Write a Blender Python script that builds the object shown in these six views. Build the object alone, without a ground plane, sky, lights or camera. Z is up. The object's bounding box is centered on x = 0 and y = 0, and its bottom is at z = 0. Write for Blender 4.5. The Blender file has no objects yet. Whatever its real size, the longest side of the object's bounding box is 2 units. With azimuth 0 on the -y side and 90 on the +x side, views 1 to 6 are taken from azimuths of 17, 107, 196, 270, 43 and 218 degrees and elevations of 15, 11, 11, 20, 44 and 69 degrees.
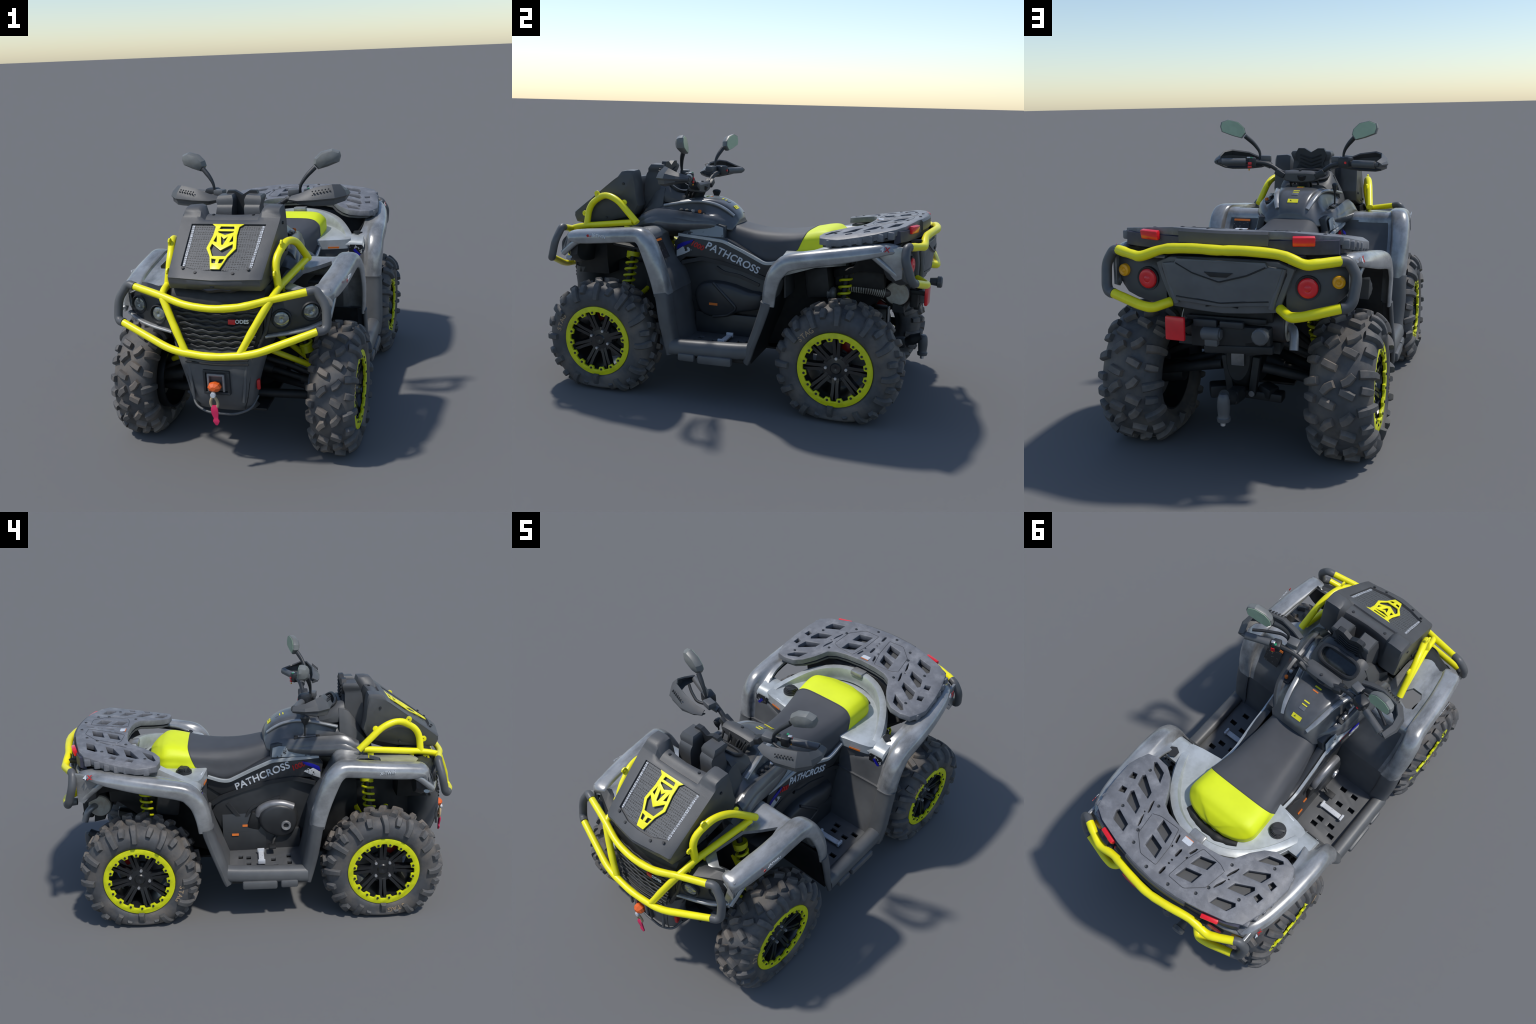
import bpy, bmesh, math, random
from mathutils import Vector, Matrix, noise

random.seed(7)
rng = random.Random(11)
COL = bpy.context.scene.collection

# ------------------------------------------------------------------ frame
# the chassis leans and yaws a little on its suspension, the wheels do not
PIV = Vector((0, 0, 0.45))
LEAN = (Matrix.Translation(PIV + Vector((-0.005, 0, 0))) @
        Matrix.Rotation(math.radians(0.5), 4, 'Z') @
        Matrix.Rotation(math.radians(-1.0), 4, 'Y') @
        Matrix.Translation(-PIV))
BAR = Matrix.Translation((0.011, 0, 0)) @ LEAN      # steering head sits a touch off centre
IDM = Matrix.Identity(4)
MIR = Matrix.Diagonal((-1, 1, 1, 1))

# ------------------------------------------------------------------ materials
MATS = {}


def nd(nt, kind, **kw):
    n = nt.nodes.new(kind)
    for k, v in kw.items():
        if k in n.inputs:
            n.inputs[k].default_value = v
        else:
            setattr(n, k, v)
    return n


def c4(c):
    return (c[0], c[1], c[2], 1.0)


def material(name, color, rough=0.5, metal=0.0, vary=0.12, scale=14.0, dirt_sheen=None, dirt_sheen_amount=0.3,
             dirt_sheen_scale=5.0, bump=0.0, bump_scale=250.0, coat=0.0, spec=0.5, stretch=None, dirt_sheen_lo=0.42, dirt_sheen_hi=0.7):
    m = bpy.data.materials.new(name)
    m.use_nodes = True
    nt = m.node_tree
    b = nt.nodes['Principled BSDF']
    b.inputs['Roughness'].default_value = rough
    b.inputs['Metallic'].default_value = metal
    b.inputs['Coat Weight'].default_value = coat
    b.inputs['Specular IOR Level'].default_value = spec
    tc = nd(nt, 'ShaderNodeTexCoord')
    n1 = nd(nt, 'ShaderNodeTexNoise', Scale=scale, Detail=4.0, Roughness=0.6)
    nt.links.new(tc.outputs['Object'], n1.inputs['Vector'])
    ramp = nd(nt, 'ShaderNodeValToRGB')
    ramp.color_ramp.elements[0].position = 0.3
    ramp.color_ramp.elements[1].position = 0.72
    ramp.color_ramp.elements[0].color = c4([x * (1 - vary) for x in color])
    ramp.color_ramp.elements[1].color = c4([min(1, x * (1 + vary)) for x in color])
    nt.links.new(n1.outputs['Fac'], ramp.inputs['Fac'])
    last = ramp.outputs['Color']
    if dirt_sheen is not None:
        n2 = nd(nt, 'ShaderNodeTexNoise', Scale=dirt_sheen_scale, Detail=6.0, Roughness=0.65)
        if stretch:
            mp = nd(nt, 'ShaderNodeMapping')
            mp.inputs['Scale'].default_value = stretch
            nt.links.new(tc.outputs['Object'], mp.inputs['Vector'])
            nt.links.new(mp.outputs['Vector'], n2.inputs['Vector'])
        else:
            nt.links.new(tc.outputs['Object'], n2.inputs['Vector'])
        r2 = nd(nt, 'ShaderNodeValToRGB')
        r2.color_ramp.elements[0].position = dirt_sheen_lo
        r2.color_ramp.elements[1].position = dirt_sheen_hi
        r2.color_ramp.elements[0].color = (0, 0, 0, 1)
        r2.color_ramp.elements[1].color = (dirt_sheen_amount,) * 3 + (1,)
        nt.links.new(n2.outputs['Fac'], r2.inputs['Fac'])
        mx = nd(nt, 'ShaderNodeMix', data_type='RGBA')
        nt.links.new(r2.outputs['Color'], mx.inputs[0])
        nt.links.new(last, mx.inputs[6])
        mx.inputs[7].default_value = c4(dirt_sheen)
        last = mx.outputs[2]
    nt.links.new(last, b.inputs['Base Color'])
    if bump > 0:
        n3 = nd(nt, 'ShaderNodeTexNoise', Scale=bump_scale, Detail=3.0)
        nt.links.new(tc.outputs['Object'], n3.inputs['Vector'])
        bp = nd(nt, 'ShaderNodeBump', Strength=bump, Distance=0.002)
        nt.links.new(n3.outputs['Fac'], bp.inputs['Height'])
        nt.links.new(bp.outputs['Normal'], b.inputs['Normal'])
    MATS[name] = m
    return m


YEL = material('yellow_tube_paint', (0.94, 0.86, 0.008), 0.36, vary=0.05, dirt_sheen=(0.5, 0.45, 0.02), dirt_sheen_amount=0.25)
LIME = material('lime_ring_paint', (0.67, 0.70, 0.004), 0.45, vary=0.08, scale=40, dirt_sheen=(0.25, 0.27, 0.01), dirt_sheen_amount=0.35, dirt_sheen_scale=14)
SEATY = material('lime_vinyl', (0.71, 0.80, 0.006), 0.55, vary=0.03, bump=0.15, bump_scale=500)
SEATB = material('black_vinyl', (0.058, 0.060, 0.066), 0.6, vary=0.10, scale=8, bump=0.2, bump_scale=600)
SILV = material('silver_grey_plastic', (0.37, 0.375, 0.375), 0.27, metal=0.42, vary=0.2, scale=9, dirt_sheen=(0.14, 0.139, 0.135), dirt_sheen_amount=0.65, dirt_sheen_scale=4, stretch=(3.0, 1.0, 2.0), dirt_sheen_lo=0.45, dirt_sheen_hi=0.66)  # streaky mottling puts the scan's baked-in highlights into the colour
PALE = material('pale_silver_plastic', (0.50, 0.53, 0.54), 0.34, metal=0.25, vary=0.1, scale=7, dirt_sheen=(0.22, 0.23, 0.22), dirt_sheen_amount=0.6, dirt_sheen_scale=6)
FLAR = material('dark_grey_plastic', (0.085, 0.088, 0.092), 0.45, vary=0.15, scale=9, dirt_sheen=(0.15, 0.15, 0.145), dirt_sheen_amount=0.35, bump=0.1)
GUNM = material('gunmetal_plastic', (0.105, 0.108, 0.112), 0.28, metal=0.35, vary=0.2, scale=8, dirt_sheen=(0.19, 0.19, 0.19), dirt_sheen_amount=0.5, dirt_sheen_scale=5)  # lighter mottling suggests baked-in highlights on the paint
TAILG = material('tail_grey_plastic', (0.125, 0.132, 0.138), 0.42, vary=0.12, scale=9, dirt_sheen=(0.08, 0.085, 0.09), dirt_sheen_amount=0.5, bump=0.1)
HOOD = material('charcoal_plastic', (0.068, 0.070, 0.073), 0.5, vary=0.12, scale=9, dirt_sheen=(0.11, 0.11, 0.11), dirt_sheen_amount=0.3, bump=0.15)
RACK = material('rack_plastic', (0.150, 0.153, 0.165), 0.5, vary=0.18, scale=22, dirt_sheen=(0.30, 0.30, 0.31), dirt_sheen_amount=0.55, dirt_sheen_scale=16, dirt_sheen_lo=0.5, dirt_sheen_hi=0.72, bump=0.25, bump_scale=300)
DARK = material('black_plastic', (0.022, 0.024, 0.027), 0.5, vary=0.2, bump=0.1)
BLK = material('engine_black', (0.010, 0.011, 0.012), 0.6, vary=0.3, dirt_sheen=(0.035, 0.035, 0.035), dirt_sheen_amount=0.4, dirt_sheen_scale=20)
SIDE = material('side_cover_black', (0.030, 0.032, 0.035), 0.42, vary=0.15, dirt_sheen=(0.05, 0.05, 0.05), dirt_sheen_amount=0.4)
TYRE = material('tyre_rubber', (0.064, 0.066, 0.071), 0.66, vary=0.22, scale=20, dirt_sheen=(0.165, 0.140, 0.115), dirt_sheen_amount=0.75, dirt_sheen_scale=7, bump=0.2, bump_scale=160)
LUGM = material('lug_rubber', (0.080, 0.080, 0.081), 0.68, vary=0.15, scale=30, dirt_sheen=(0.24, 0.195, 0.155), dirt_sheen_amount=0.85, dirt_sheen_scale=6, bump=0.2, bump_scale=160)
TAN = material('tan_lettering', (0.36, 0.26, 0.16), 0.8)
RIM = material('black_alloy', (0.012, 0.013, 0.015), 0.32, metal=0.0, vary=0.2, coat=0.3)
STEEL = material('bright_steel', (0.55, 0.55, 0.56), 0.35, metal=0.7)
GREYM = material('cast_grey_metal', (0.28, 0.28, 0.29), 0.4, metal=0.5, dirt_sheen=(0.08, 0.08, 0.08), dirt_sheen_amount=0.6, dirt_sheen_scale=14)
MUFF = material('muffler_metal', (0.05, 0.05, 0.052), 0.5, metal=0.2, dirt_sheen=(0.10, 0.06, 0.04), dirt_sheen_amount=0.5, dirt_sheen_scale=14)
MUFE = material('muffler_end_metal', (0.40, 0.39, 0.35), 0.5, metal=0.1, dirt_sheen=(0.20, 0.13, 0.07), dirt_sheen_amount=0.6, dirt_sheen_scale=16)
RED = material('red_reflector', (0.80, 0.012, 0.022), 0.35, vary=0.15, coat=0.4)
REDP = material('red_caliper', (0.30, 0.008, 0.006), 0.4)
AMB = material('amber_lens', (0.90, 0.42, 0.004), 0.4, coat=0.3)
ORG = material('orange_rubber', (0.75, 0.12, 0.015), 0.5)
PINK = material('pink_strap', (0.65, 0.02, 0.10), 0.7)
ROPE = material('tan_rope', (0.45, 0.34, 0.20), 0.8)
BLUE = material('blue_decal', (0.010, 0.010, 0.30), 0.4, vary=0.2)
WHITE = material('white_decal', (0.62, 0.65, 0.68), 0.45)
REDD = material('red_decal', (0.48, 0.012, 0.012), 0.45)
ORGD = material('orange_decal', (0.70, 0.17, 0.02), 0.5)
YELD = material('yellow_decal', (0.80, 0.72, 0.02), 0.5)
MIRR = material('green_mirror_glass', (0.30, 0.40, 0.28), 0.3, metal=0.1, vary=0.12, scale=18)
MIRB = material('mirror_back_plastic', (0.13, 0.135, 0.13), 0.42, vary=0.15, dirt_sheen=(0.24, 0.25, 0.24), dirt_sheen_amount=0.5, dirt_sheen_scale=9)
LENS = material('headlight_lens', (0.22, 0.24, 0.24), 0.12, metal=0.35, vary=0.45, scale=70, coat=0.6)
GAUG = material('gauge_face', (0.025, 0.03, 0.03), 0.25, vary=0.5, scale=30, coat=0.5)
GRNG = material('gauge_screen', (0.05, 0.085, 0.055), 0.25, coat=0.4)
GRN = material('green_button', (0.01, 0.25, 0.10), 0.4)
PURP = material('blue_sheen_plastic', (0.050, 0.050, 0.075), 0.5, vary=0.3, scale=12, dirt_sheen=(0.012, 0.012, 0.03), dirt_sheen_amount=0.7, dirt_sheen_scale=14)  # blue tint paints in the dark-blue sheen of the lower hood


def mesh_screen_material():
    """dark woven grille cloth: honeycomb of light wires over dark openings"""
    m = material('radiator_mesh', (0.05, 0.052, 0.055), 0.5)
    nt = m.node_tree
    b = nt.nodes['Principled BSDF']
    tc = nd(nt, 'ShaderNodeTexCoord')
    mp = nd(nt, 'ShaderNodeMapping')
    mp.inputs['Scale'].default_value = (95, 130, 130)
    nt.links.new(tc.outputs['Object'], mp.inputs['Vector'])
    br = nd(nt, 'ShaderNodeTexVoronoi', feature='DISTANCE_TO_EDGE', Scale=1.0, Randomness=0.25)
    nt.links.new(mp.outputs['Vector'], br.inputs['Vector'])
    rp = nd(nt, 'ShaderNodeValToRGB')
    rp.color_ramp.elements[0].position = 0.05
    rp.color_ramp.elements[1].position = 0.28
    rp.color_ramp.elements[0].color = (0.10, 0.104, 0.108, 1)
    rp.color_ramp.elements[1].color = (0.012, 0.0125, 0.013, 1)
    nt.links.new(br.outputs['Distance'], rp.inputs['Fac'])
    nt.links.new(rp.outputs['Color'], b.inputs['Base Color'])
    return m


def strip_material():
    m = material('bright_mesh_edge', (0.5, 0.5, 0.5), 0.5)
    nt = m.node_tree
    b = nt.nodes['Principled BSDF']
    tc = nd(nt, 'ShaderNodeTexCoord')
    mp = nd(nt, 'ShaderNodeMapping')
    mp.inputs['Scale'].default_value = (130, 150, 150)
    nt.links.new(tc.outputs['Object'], mp.inputs['Vector'])
    br = nd(nt, 'ShaderNodeTexVoronoi', feature='DISTANCE_TO_EDGE', Scale=1.0, Randomness=0.3)
    nt.links.new(mp.outputs['Vector'], br.inputs['Vector'])
    rp = nd(nt, 'ShaderNodeValToRGB')
    rp.color_ramp.elements[0].position = 0.08
    rp.color_ramp.elements[1].position = 0.22
    rp.color_ramp.elements[0].color = (0.09, 0.09, 0.10, 1)
    rp.color_ramp.elements[1].color = (0.62, 0.66, 0.70, 1)
    nt.links.new(br.outputs['Distance'], rp.inputs['Fac'])
    nt.links.new(rp.outputs['Color'], b.inputs['Base Color'])
    return m


def mottled(name, base, spot, scale, thr):
    """sharp-edged patches of one colour on another"""
    m = material(name, base, 0.45)
    nt = m.node_tree
    b = nt.nodes['Principled BSDF']
    tc = nd(nt, 'ShaderNodeTexCoord')
    n = nd(nt, 'ShaderNodeTexNoise', Scale=scale, Detail=5.0, Roughness=0.7)
    nt.links.new(tc.outputs['Object'], n.inputs['Vector'])
    rp = nd(nt, 'ShaderNodeValToRGB')
    rp.color_ramp.elements[0].position = thr
    rp.color_ramp.elements[1].position = thr + 0.04
    rp.color_ramp.elements[0].color = c4(base)
    rp.color_ramp.elements[1].color = c4(spot)
    nt.links.new(n.outputs['Fac'], rp.inputs['Fac'])
    nt.links.new(rp.outputs['Color'], b.inputs['Base Color'])
    return m


MESHM = mesh_screen_material()
STRIP = strip_material()
GRAPH = mottled('smeared_graphic', (0.012, 0.012, 0.014), (0.45, 0.47, 0.48), 30, 0.56)  # patches copy a decal smeared by the scan
SILVG = mottled('silver_graphic', (0.24, 0.27, 0.29), (0.02, 0.02, 0.022), 26, 0.60)
LABEL = mottled('black_label', (0.010, 0.010, 0.012), (0.16, 0.16, 0.16), 90, 0.60)
BRAK = mottled('bright_bracket', (0.55, 0.57, 0.60), (0.14, 0.14, 0.15), 60, 0.60)

# ------------------------------------------------------------------ scene tree
ROOT = bpy.data.objects.new('quad_bike', None)
COL.objects.link(ROOT)
ROOT['label'] = 'grey and acid yellow four wheel off road quad bike'
ROOT['category'] = 'quad bike'


def put(name, me, mat=None, parent=None, mw=None, kind=None):
    ob = bpy.data.objects.new(name, me)
    COL.objects.link(ob)
    if mat is not None and len(me.materials) == 0:
        me.materials.append(mat)
    ob.parent = parent or ROOT
    ob.matrix_basis = mw if mw is not None else LEAN
    if kind:
        ob['kind'] = kind
    return ob


def sub(name, me, mat, par, local=None, kind=None):
    """sub-part: lives in the local frame of its parent"""
    return put(name, me, mat, par, local if local is not None else IDM, kind)


def finish(bm, smooth=35.0, name='m'):
    bmesh.ops.recalc_face_normals(bm, faces=bm.faces)
    me = bpy.data.meshes.new(name)
    if smooth is not None:
        lim = math.radians(smooth)
        for f in bm.faces:
            f.smooth = True
        for e in bm.edges:
            if len(e.link_faces) == 2:
                e.smooth = e.calc_face_angle(0.0) < lim
            else:
                e.smooth = False
    bm.to_mesh(me)
    bm.free()
    return me


def mirrored(me):
    m2 = me.copy()
    m2.transform(MIR)
    m2.flip_normals()
    return m2


def both(name, me, mat, parent=None, mw=None, kind=None):
    a = put(name, me, mat, parent, mw, kind)
    b = put(name, mirrored(me), mat, parent, mw, kind)
    return a, b


def joined(meshes):
    bm = bmesh.new()
    for m in meshes:
        bm.from_mesh(m)
    me = bpy.data.meshes.new('j')
    bm.to_mesh(me)
    bm.free()
    return me


# ------------------------------------------------------------------ modelling tools
def cr(p0, p1, p2, p3, t):
    t2, t3 = t * t, t * t * t
    return 0.5 * ((2 * p1) + (p2 - p0) * t + (2 * p0 - 5 * p1 + 4 * p2 - p3) * t2 + (3 * p1 - p0 - 3 * p2 + p3) * t3)


def spline(pts, n, closed=False):
    pts = [Vector(p) for p in pts]
    N = len(pts)
    out = []
    for i in range(N if closed else N - 1):
        if closed:
            a, b, c, d = pts[i - 1], pts[i], pts[(i + 1) % N], pts[(i + 2) % N]
        else:
            b, c = pts[i], pts[i + 1]
            a = pts[i - 1] if i > 0 else b * 2 - c
            d = pts[i + 2] if i + 2 < N else c * 2 - b
        for k in range(n):
            out.append(cr(a, b, c, d, k / n))
    if not closed:
        out.append(pts[-1])
    return out


def loft(secs, nu=4, nv=3, closed=True, cap=True, smooth=40.0, rows=None, linear_u=False, linear_v=False):
    """skin through cross-sections (all with the same number of points)"""
    secs = [[Vector(p) for p in s] for s in secs]
    if nv > 1 and not linear_v:
        secs = [spline(s, nv, closed) for s in secs]
    m = len(secs[0])
    if nu > 1:
        cols = []
        for j in range(m):
            line = [s[j] for s in secs]
            if linear_u:
                c = []
                for a, b in zip(line[:-1], line[1:]):
                    c += [a.lerp(b, k / nu) for k in range(nu)]
                c.append(line[-1])
                cols.append(c)
            else:
                cols.append(spline(line, nu))
        secs = [[cols[j][i] for j in range(m)] for i in range(len(cols[0]))]
    if rows:
        secs = secs[rows[0]:rows[1]]
    bm = bmesh.new()
    grid = [[bm.verts.new(p) for p in s] for s in secs]
    for a, b in zip(grid[:-1], grid[1:]):
        for j in range(m if closed else m - 1):
            k = (j + 1) % m
            try:
                bm.faces.new((a[j], a[k], b[k], b[j]))
            except ValueError:
                pass
    if cap and closed:
        bm.faces.new(grid[0])
        bm.faces.new(list(reversed(grid[-1])))
    return finish(bm, smooth)


def sym(half):
    """half section given from the centre line outwards and down -> closed ring"""
    h = [Vector(p) for p in half]
    r = [Vector((-p.x, p.y, p.z)) for p in reversed(h) if abs(p.x) > 1e-6]
    return h + r


def fillet(pts, rad, n=6):
    pts = [Vector(p) for p in pts]
    out = [pts[0]]
    for i in range(1, len(pts) - 1):
        a, b, c = pts[i - 1], pts[i], pts[i + 1]
        d = min(rad, (a - b).length * 0.48, (c - b).length * 0.48)
        p, q = b + (a - b).normalized() * d, b + (c - b).normalized() * d
        for k in range(n + 1):
            t = k / n
            out.append(p * (1 - t) ** 2 + b * 2 * t * (1 - t) + q * t * t)
    out.append(pts[-1])
    return out


def tube(pts, r, rad=0.03, seg=14, bend=True, r_end=None, wob=0.0, squash=None):
    path = fillet(pts, rad) if bend else [Vector(p) for p in pts]
    clean = [path[0]]
    for p in path[1:]:
        if (p - clean[-1]).length > 1e-5:
            clean.append(p)
    path = clean
    n = len(path)
    bm = bmesh.new()
    tang = [(path[min(i + 1, n - 1)] - path[max(i - 1, 0)]).normalized() for i in range(n)]
    ref = Vector((0, 0, 1)) if abs(tang[0].z) < 0.9 else Vector((1, 0, 0))
    u = (ref - tang[0] * ref.dot(tang[0])).normalized()
    rings = []
    for i in range(n):
        u = (u - tang[i] * u.dot(tang[i])).normalized()
        v = tang[i].cross(u)
        f = i / (n - 1)
        rr = r if r_end is None else r * (1 - f) + r_end * f
        if wob:
            rr *= 1 + wob * noise.noise(path[i] * 30)
        su, sv = squash or (1, 1)
        rings.append([bm.verts.new(path[i] + (u * math.cos(a) * su + v * math.sin(a) * sv) * rr)
                      for a in [2 * math.pi * k / seg for k in range(seg)]])
    for a, b in zip(rings[:-1], rings[1:]):
        for j in range(seg):
            k = (j + 1) % seg
            bm.faces.new((a[j], a[k], b[k], b[j]))
    bm.faces.new(rings[0])
    bm.faces.new(list(reversed(rings[-1])))
    return finish(bm, 40)


def box(size, loc=(0, 0, 0), rot=None, bevel=0.004, seg=2, taper=None):
    bm = bmesh.new()
    bmesh.ops.create_cube(bm, size=1.0)
    for v in bm.verts:
        v.co = Vector((v.co.x * size[0], v.co.y * size[1], v.co.z * size[2]))
        if taper and v.co.z > 0:
            v.co.x *= taper[0]
            v.co.y *= taper[1]
    if bevel:
        bmesh.ops.bevel(bm, geom=list(bm.edges), offset=bevel, segments=seg, affect='EDGES', profile=0.5)
    me = finish(bm, 40)
    M = Matrix.Translation(loc)
    if rot:
        M = M @ rot
    me.transform(M)
    return me


def RX(d):
    return Matrix.Rotation(math.radians(d), 4, 'X')


def RY(d):
    return Matrix.Rotation(math.radians(d), 4, 'Y')


def RZ(d):
    return Matrix.Rotation(math.radians(d), 4, 'Z')


def lathe(profile, seg=48, axis='X', close=True):
    """profile: (axial, radius) list turned about the x axis"""
    bm = bmesh.new()
    rings = []
    for k in range(seg):
        a = 2 * math.pi * k / seg
        rings.append([bm.verts.new((x, r * math.sin(a), r * math.cos(a))) for x, r in profile])
    m = len(profile)
    for k in range(seg):
        a, b = rings[k], rings[(k + 1) % seg]
        for j in range(m if close else m - 1):
            l = (j + 1) % m
            bm.faces.new((a[j], a[l], b[l], b[j]))
    return finish(bm, 35)


def cyl(r, h, seg=20, bevel=0.0015, axis='Z', r2=None):
    bm = bmesh.new()
    bmesh.ops.create_cone(bm, cap_ends=True, segments=seg, radius1=r, radius2=r if r2 is None else r2, depth=h)
    if bevel:
        es = [e for e in bm.edges if any(len(f.verts) > 4 for f in e.link_faces)]
        bmesh.ops.bevel(bm, geom=es, offset=bevel, segments=2, affect='EDGES')
    me = finish(bm, 40)
    if axis == 'X':
        me.transform(RY(90))
    elif axis == 'Y':
        me.transform(RX(90))
    return me


def moved(me, M):
    m2 = me.copy()
    m2.transform(M)
    return m2


def prism(outlines, thick, bevel=0.0):
    """flat plate from an outer outline plus hole outlines, centred on z = 0"""
    cu = bpy.data.curves.new('p', 'CURVE')
    cu.dimensions = '2D'
    cu.fill_mode = 'BOTH'
    cu.extrude = max(thick / 2 - bevel, 0.0001)
    cu.bevel_depth = bevel
    cu.bevel_resolution = 1
    for o in outlines:
        s = cu.splines.new('POLY')
        s.points.add(len(o) - 1)
        for p, q in zip(s.points, o):
            p.co = (q[0], q[1], 0, 1)
        s.use_cyclic_u = True
    return curve_mesh(cu)


def curve_mesh(cu):
    ob = bpy.data.objects.new('tmp', cu)
    COL.objects.link(ob)
    dg = bpy.context.evaluated_depsgraph_get()
    dg.update()
    me = bpy.data.meshes.new_from_object(ob.evaluated_get(dg))
    bpy.data.objects.remove(ob)
    me.materials.clear()
    bm = bmesh.new()
    bm.from_mesh(me)
    bmesh.ops.remove_doubles(bm, verts=bm.verts, dist=1e-5)
    return finish(bm, 30)


def text_mesh(s, size, extrude=0.0012, shear=0.0, spacing=1.0, align='CENTER', bold=0.0):
    cu = bpy.data.curves.new('t', 'FONT')
    cu.body = s
    cu.size = size
    cu.extrude = extrude
    cu.shear = shear
    cu.space_character = spacing
    cu.align_x = align
    cu.align_y = 'CENTER'
    cu.offset = bold
    return curve_mesh(cu)


def frame(origin, xdir, ydir):
    x = Vector(xdir).normalized()
    y = Vector(ydir)
    y = (y - x * x.dot(y)).normalized()
    z = x.cross(y)
    M = Matrix((x, y, z)).transposed().to_4x4()
    M.translation = Vector(origin)
    return M


def boolean(me, cutters):
    ob = bpy.data.objects.new('tmpb', me)
    COL.objects.link(ob)
    cs = []
    for c in cutters:
        co = bpy.data.objects.new('tmpc', c)
        COL.objects.link(co)
        md = ob.modifiers.new('b', 'BOOLEAN')
        md.operation = 'DIFFERENCE'
        md.object = co
        md.solver = 'EXACT'
        cs.append(co)
    dg = bpy.context.evaluated_depsgraph_get()
    dg.update()
    res = bpy.data.meshes.new_from_object(ob.evaluated_get(dg))
    for o in cs + [ob]:
        bpy.data.objects.remove(o)
    bm = bmesh.new()
    bm.from_mesh(res)
    return finish(bm, 40)


def ngon(n, r, ph=0.0, sx=1.0, sy=1.0, c=(0, 0)):
    return [(c[0] + r * sx * math.cos(ph + 2 * math.pi * k / n), c[1] + r * sy * math.sin(ph + 2 * math.pi * k / n)) for k in range(n)]


def subdivided_plate(me, xs=(), ys=()):
    bm = bmesh.new()
    bm.from_mesh(me)
    for x in xs:
        g = list(bm.verts) + list(bm.edges) + list(bm.faces)
        bmesh.ops.bisect_plane(bm, geom=g, plane_co=(x, 0, 0), plane_no=(1, 0, 0))
    for y in ys:
        g = list(bm.verts) + list(bm.edges) + list(bm.faces)
        bmesh.ops.bisect_plane(bm, geom=g, plane_co=(0, y, 0), plane_no=(0, 1, 0))
    return bm


# ================================================================== WHEELS
HUB_Z = 0.247
TYRE_C = -0.106                       # tyre centre plane, measured from the ring plane (outboard = +x)
CARC = [(0.0, 0.277), (0.045, 0.275), (0.078, 0.268), (0.100, 0.255), (0.114, 0.236), (0.119, 0.212), (0.115, 0.186), (0.098, 0.168)]
CS = spline([(w, r, 0) for w, r in CARC], 4)
CL = [0.0]
for a_, b_ in zip(CS[:-1], CS[1:]):
    CL.append(CL[-1] + (b_ - a_).length)


def carcass(s):
    """point and normal on the tyre profile at arc length s from the crown (sign = side)"""
    sg = -1 if s < 0 else 1
    s = abs(s)
    i = 0
    while i < len(CL) - 2 and CL[i + 1] < s:
        i += 1
    t = (s - CL[i]) / (CL[i + 1] - CL[i])
    p = CS[i].lerp(CS[i + 1], t)
    d = (CS[i + 1] - CS[i]).normalized()
    return Vector((sg * p.x, p.y)), Vector((sg * -d.y, d.x)) * (1 if d.x >= 0 or True else -1)


def squash_tyre(v):
    """flatten the contact patch on the ground (z is relative to the hub)"""
    floor = -HUB_Z + 0.004
    lim = floor + 0.03
    if v.z < lim:
        over = lim - v.z
        nz = lim - 0.03 * (1 - math.exp(-over / 0.03))
        sgn = 1 if v.x > TYRE_C else -1
        return Vector((v.x + sgn * over * 0.28 * min(1, abs(v.x - TYRE_C) / 0.08), v.y, nz))
    return v


def tyre_mesh():
    prof = [(-p.x, p.y) for p in reversed(CS)] + [(p.x, p.y) for p in CS[1:]]
    prof += [(0.085, 0.150), (-0.085, 0.150)]
    me = lathe(prof, seg=96)
    for v in me.vertices:
        v.co = squash_tyre(v.co + Vector((TYRE_C, 0, 0)))
    return me


def lug_mesh(spine, widths, h=0.0205):
    widths = [w_ * 1.0 for w_ in widths]
    """tread block: strip along a spine given in (arc s, tangential t), wrapped on the carcass"""
    def place(s, t, off):
        p, n = carcass(s)
        rr = p.y + n.y * off
        ang = t / p.y
        return Vector((TYRE_C + p.x + n.x * off, rr * math.sin(ang), rr * math.cos(ang)))
    pts = spline([(a, b, 0) for a, b in spine], 2)
    ws = []
    for i in range(len(pts)):
        f = i / (len(pts) - 1) * (len(widths) - 1)
        k = min(int(f), len(widths) - 2)
        ws.append(widths[k] + (widths[k + 1] - widths[k]) * (f - k))
    bm = bmesh.new()
    rows = []
    n = len(pts)
    for i, p in enumerate(pts):
        d = (pts[min(i + 1, n - 1)] - pts[max(i - 1, 0)]).normalized()
        nn = Vector((-d.y, d.x, 0))
        end = 0.0045 if i == 0 else (-0.0045 if i == n - 1 else 0)
        row = []
        for side, off, k in ((-1, -0.004, 1.12), (-1, h * 0.72, 0.94), (-1, h, 0.66), (1, h, 0.66), (1, h * 0.72, 0.94), (1, -0.004, 1.12)):
            q = p + nn * side * ws[i] * k + d * (end if off > 0 else 0)
            row.append(bm.verts.new(place(q.x, q.y, off)))
        rows.append(row)
    for a, b in zip(rows[:-1], rows[1:]):
        for j in range(6):
            k = (j + 1) % 6
            bm.faces.new((a[j], a[k], b[k], b[j]))
    bm.faces.new(rows[0])
    bm.faces.new(list(reversed(rows[-1])))
    return finish(bm, 45)


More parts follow.
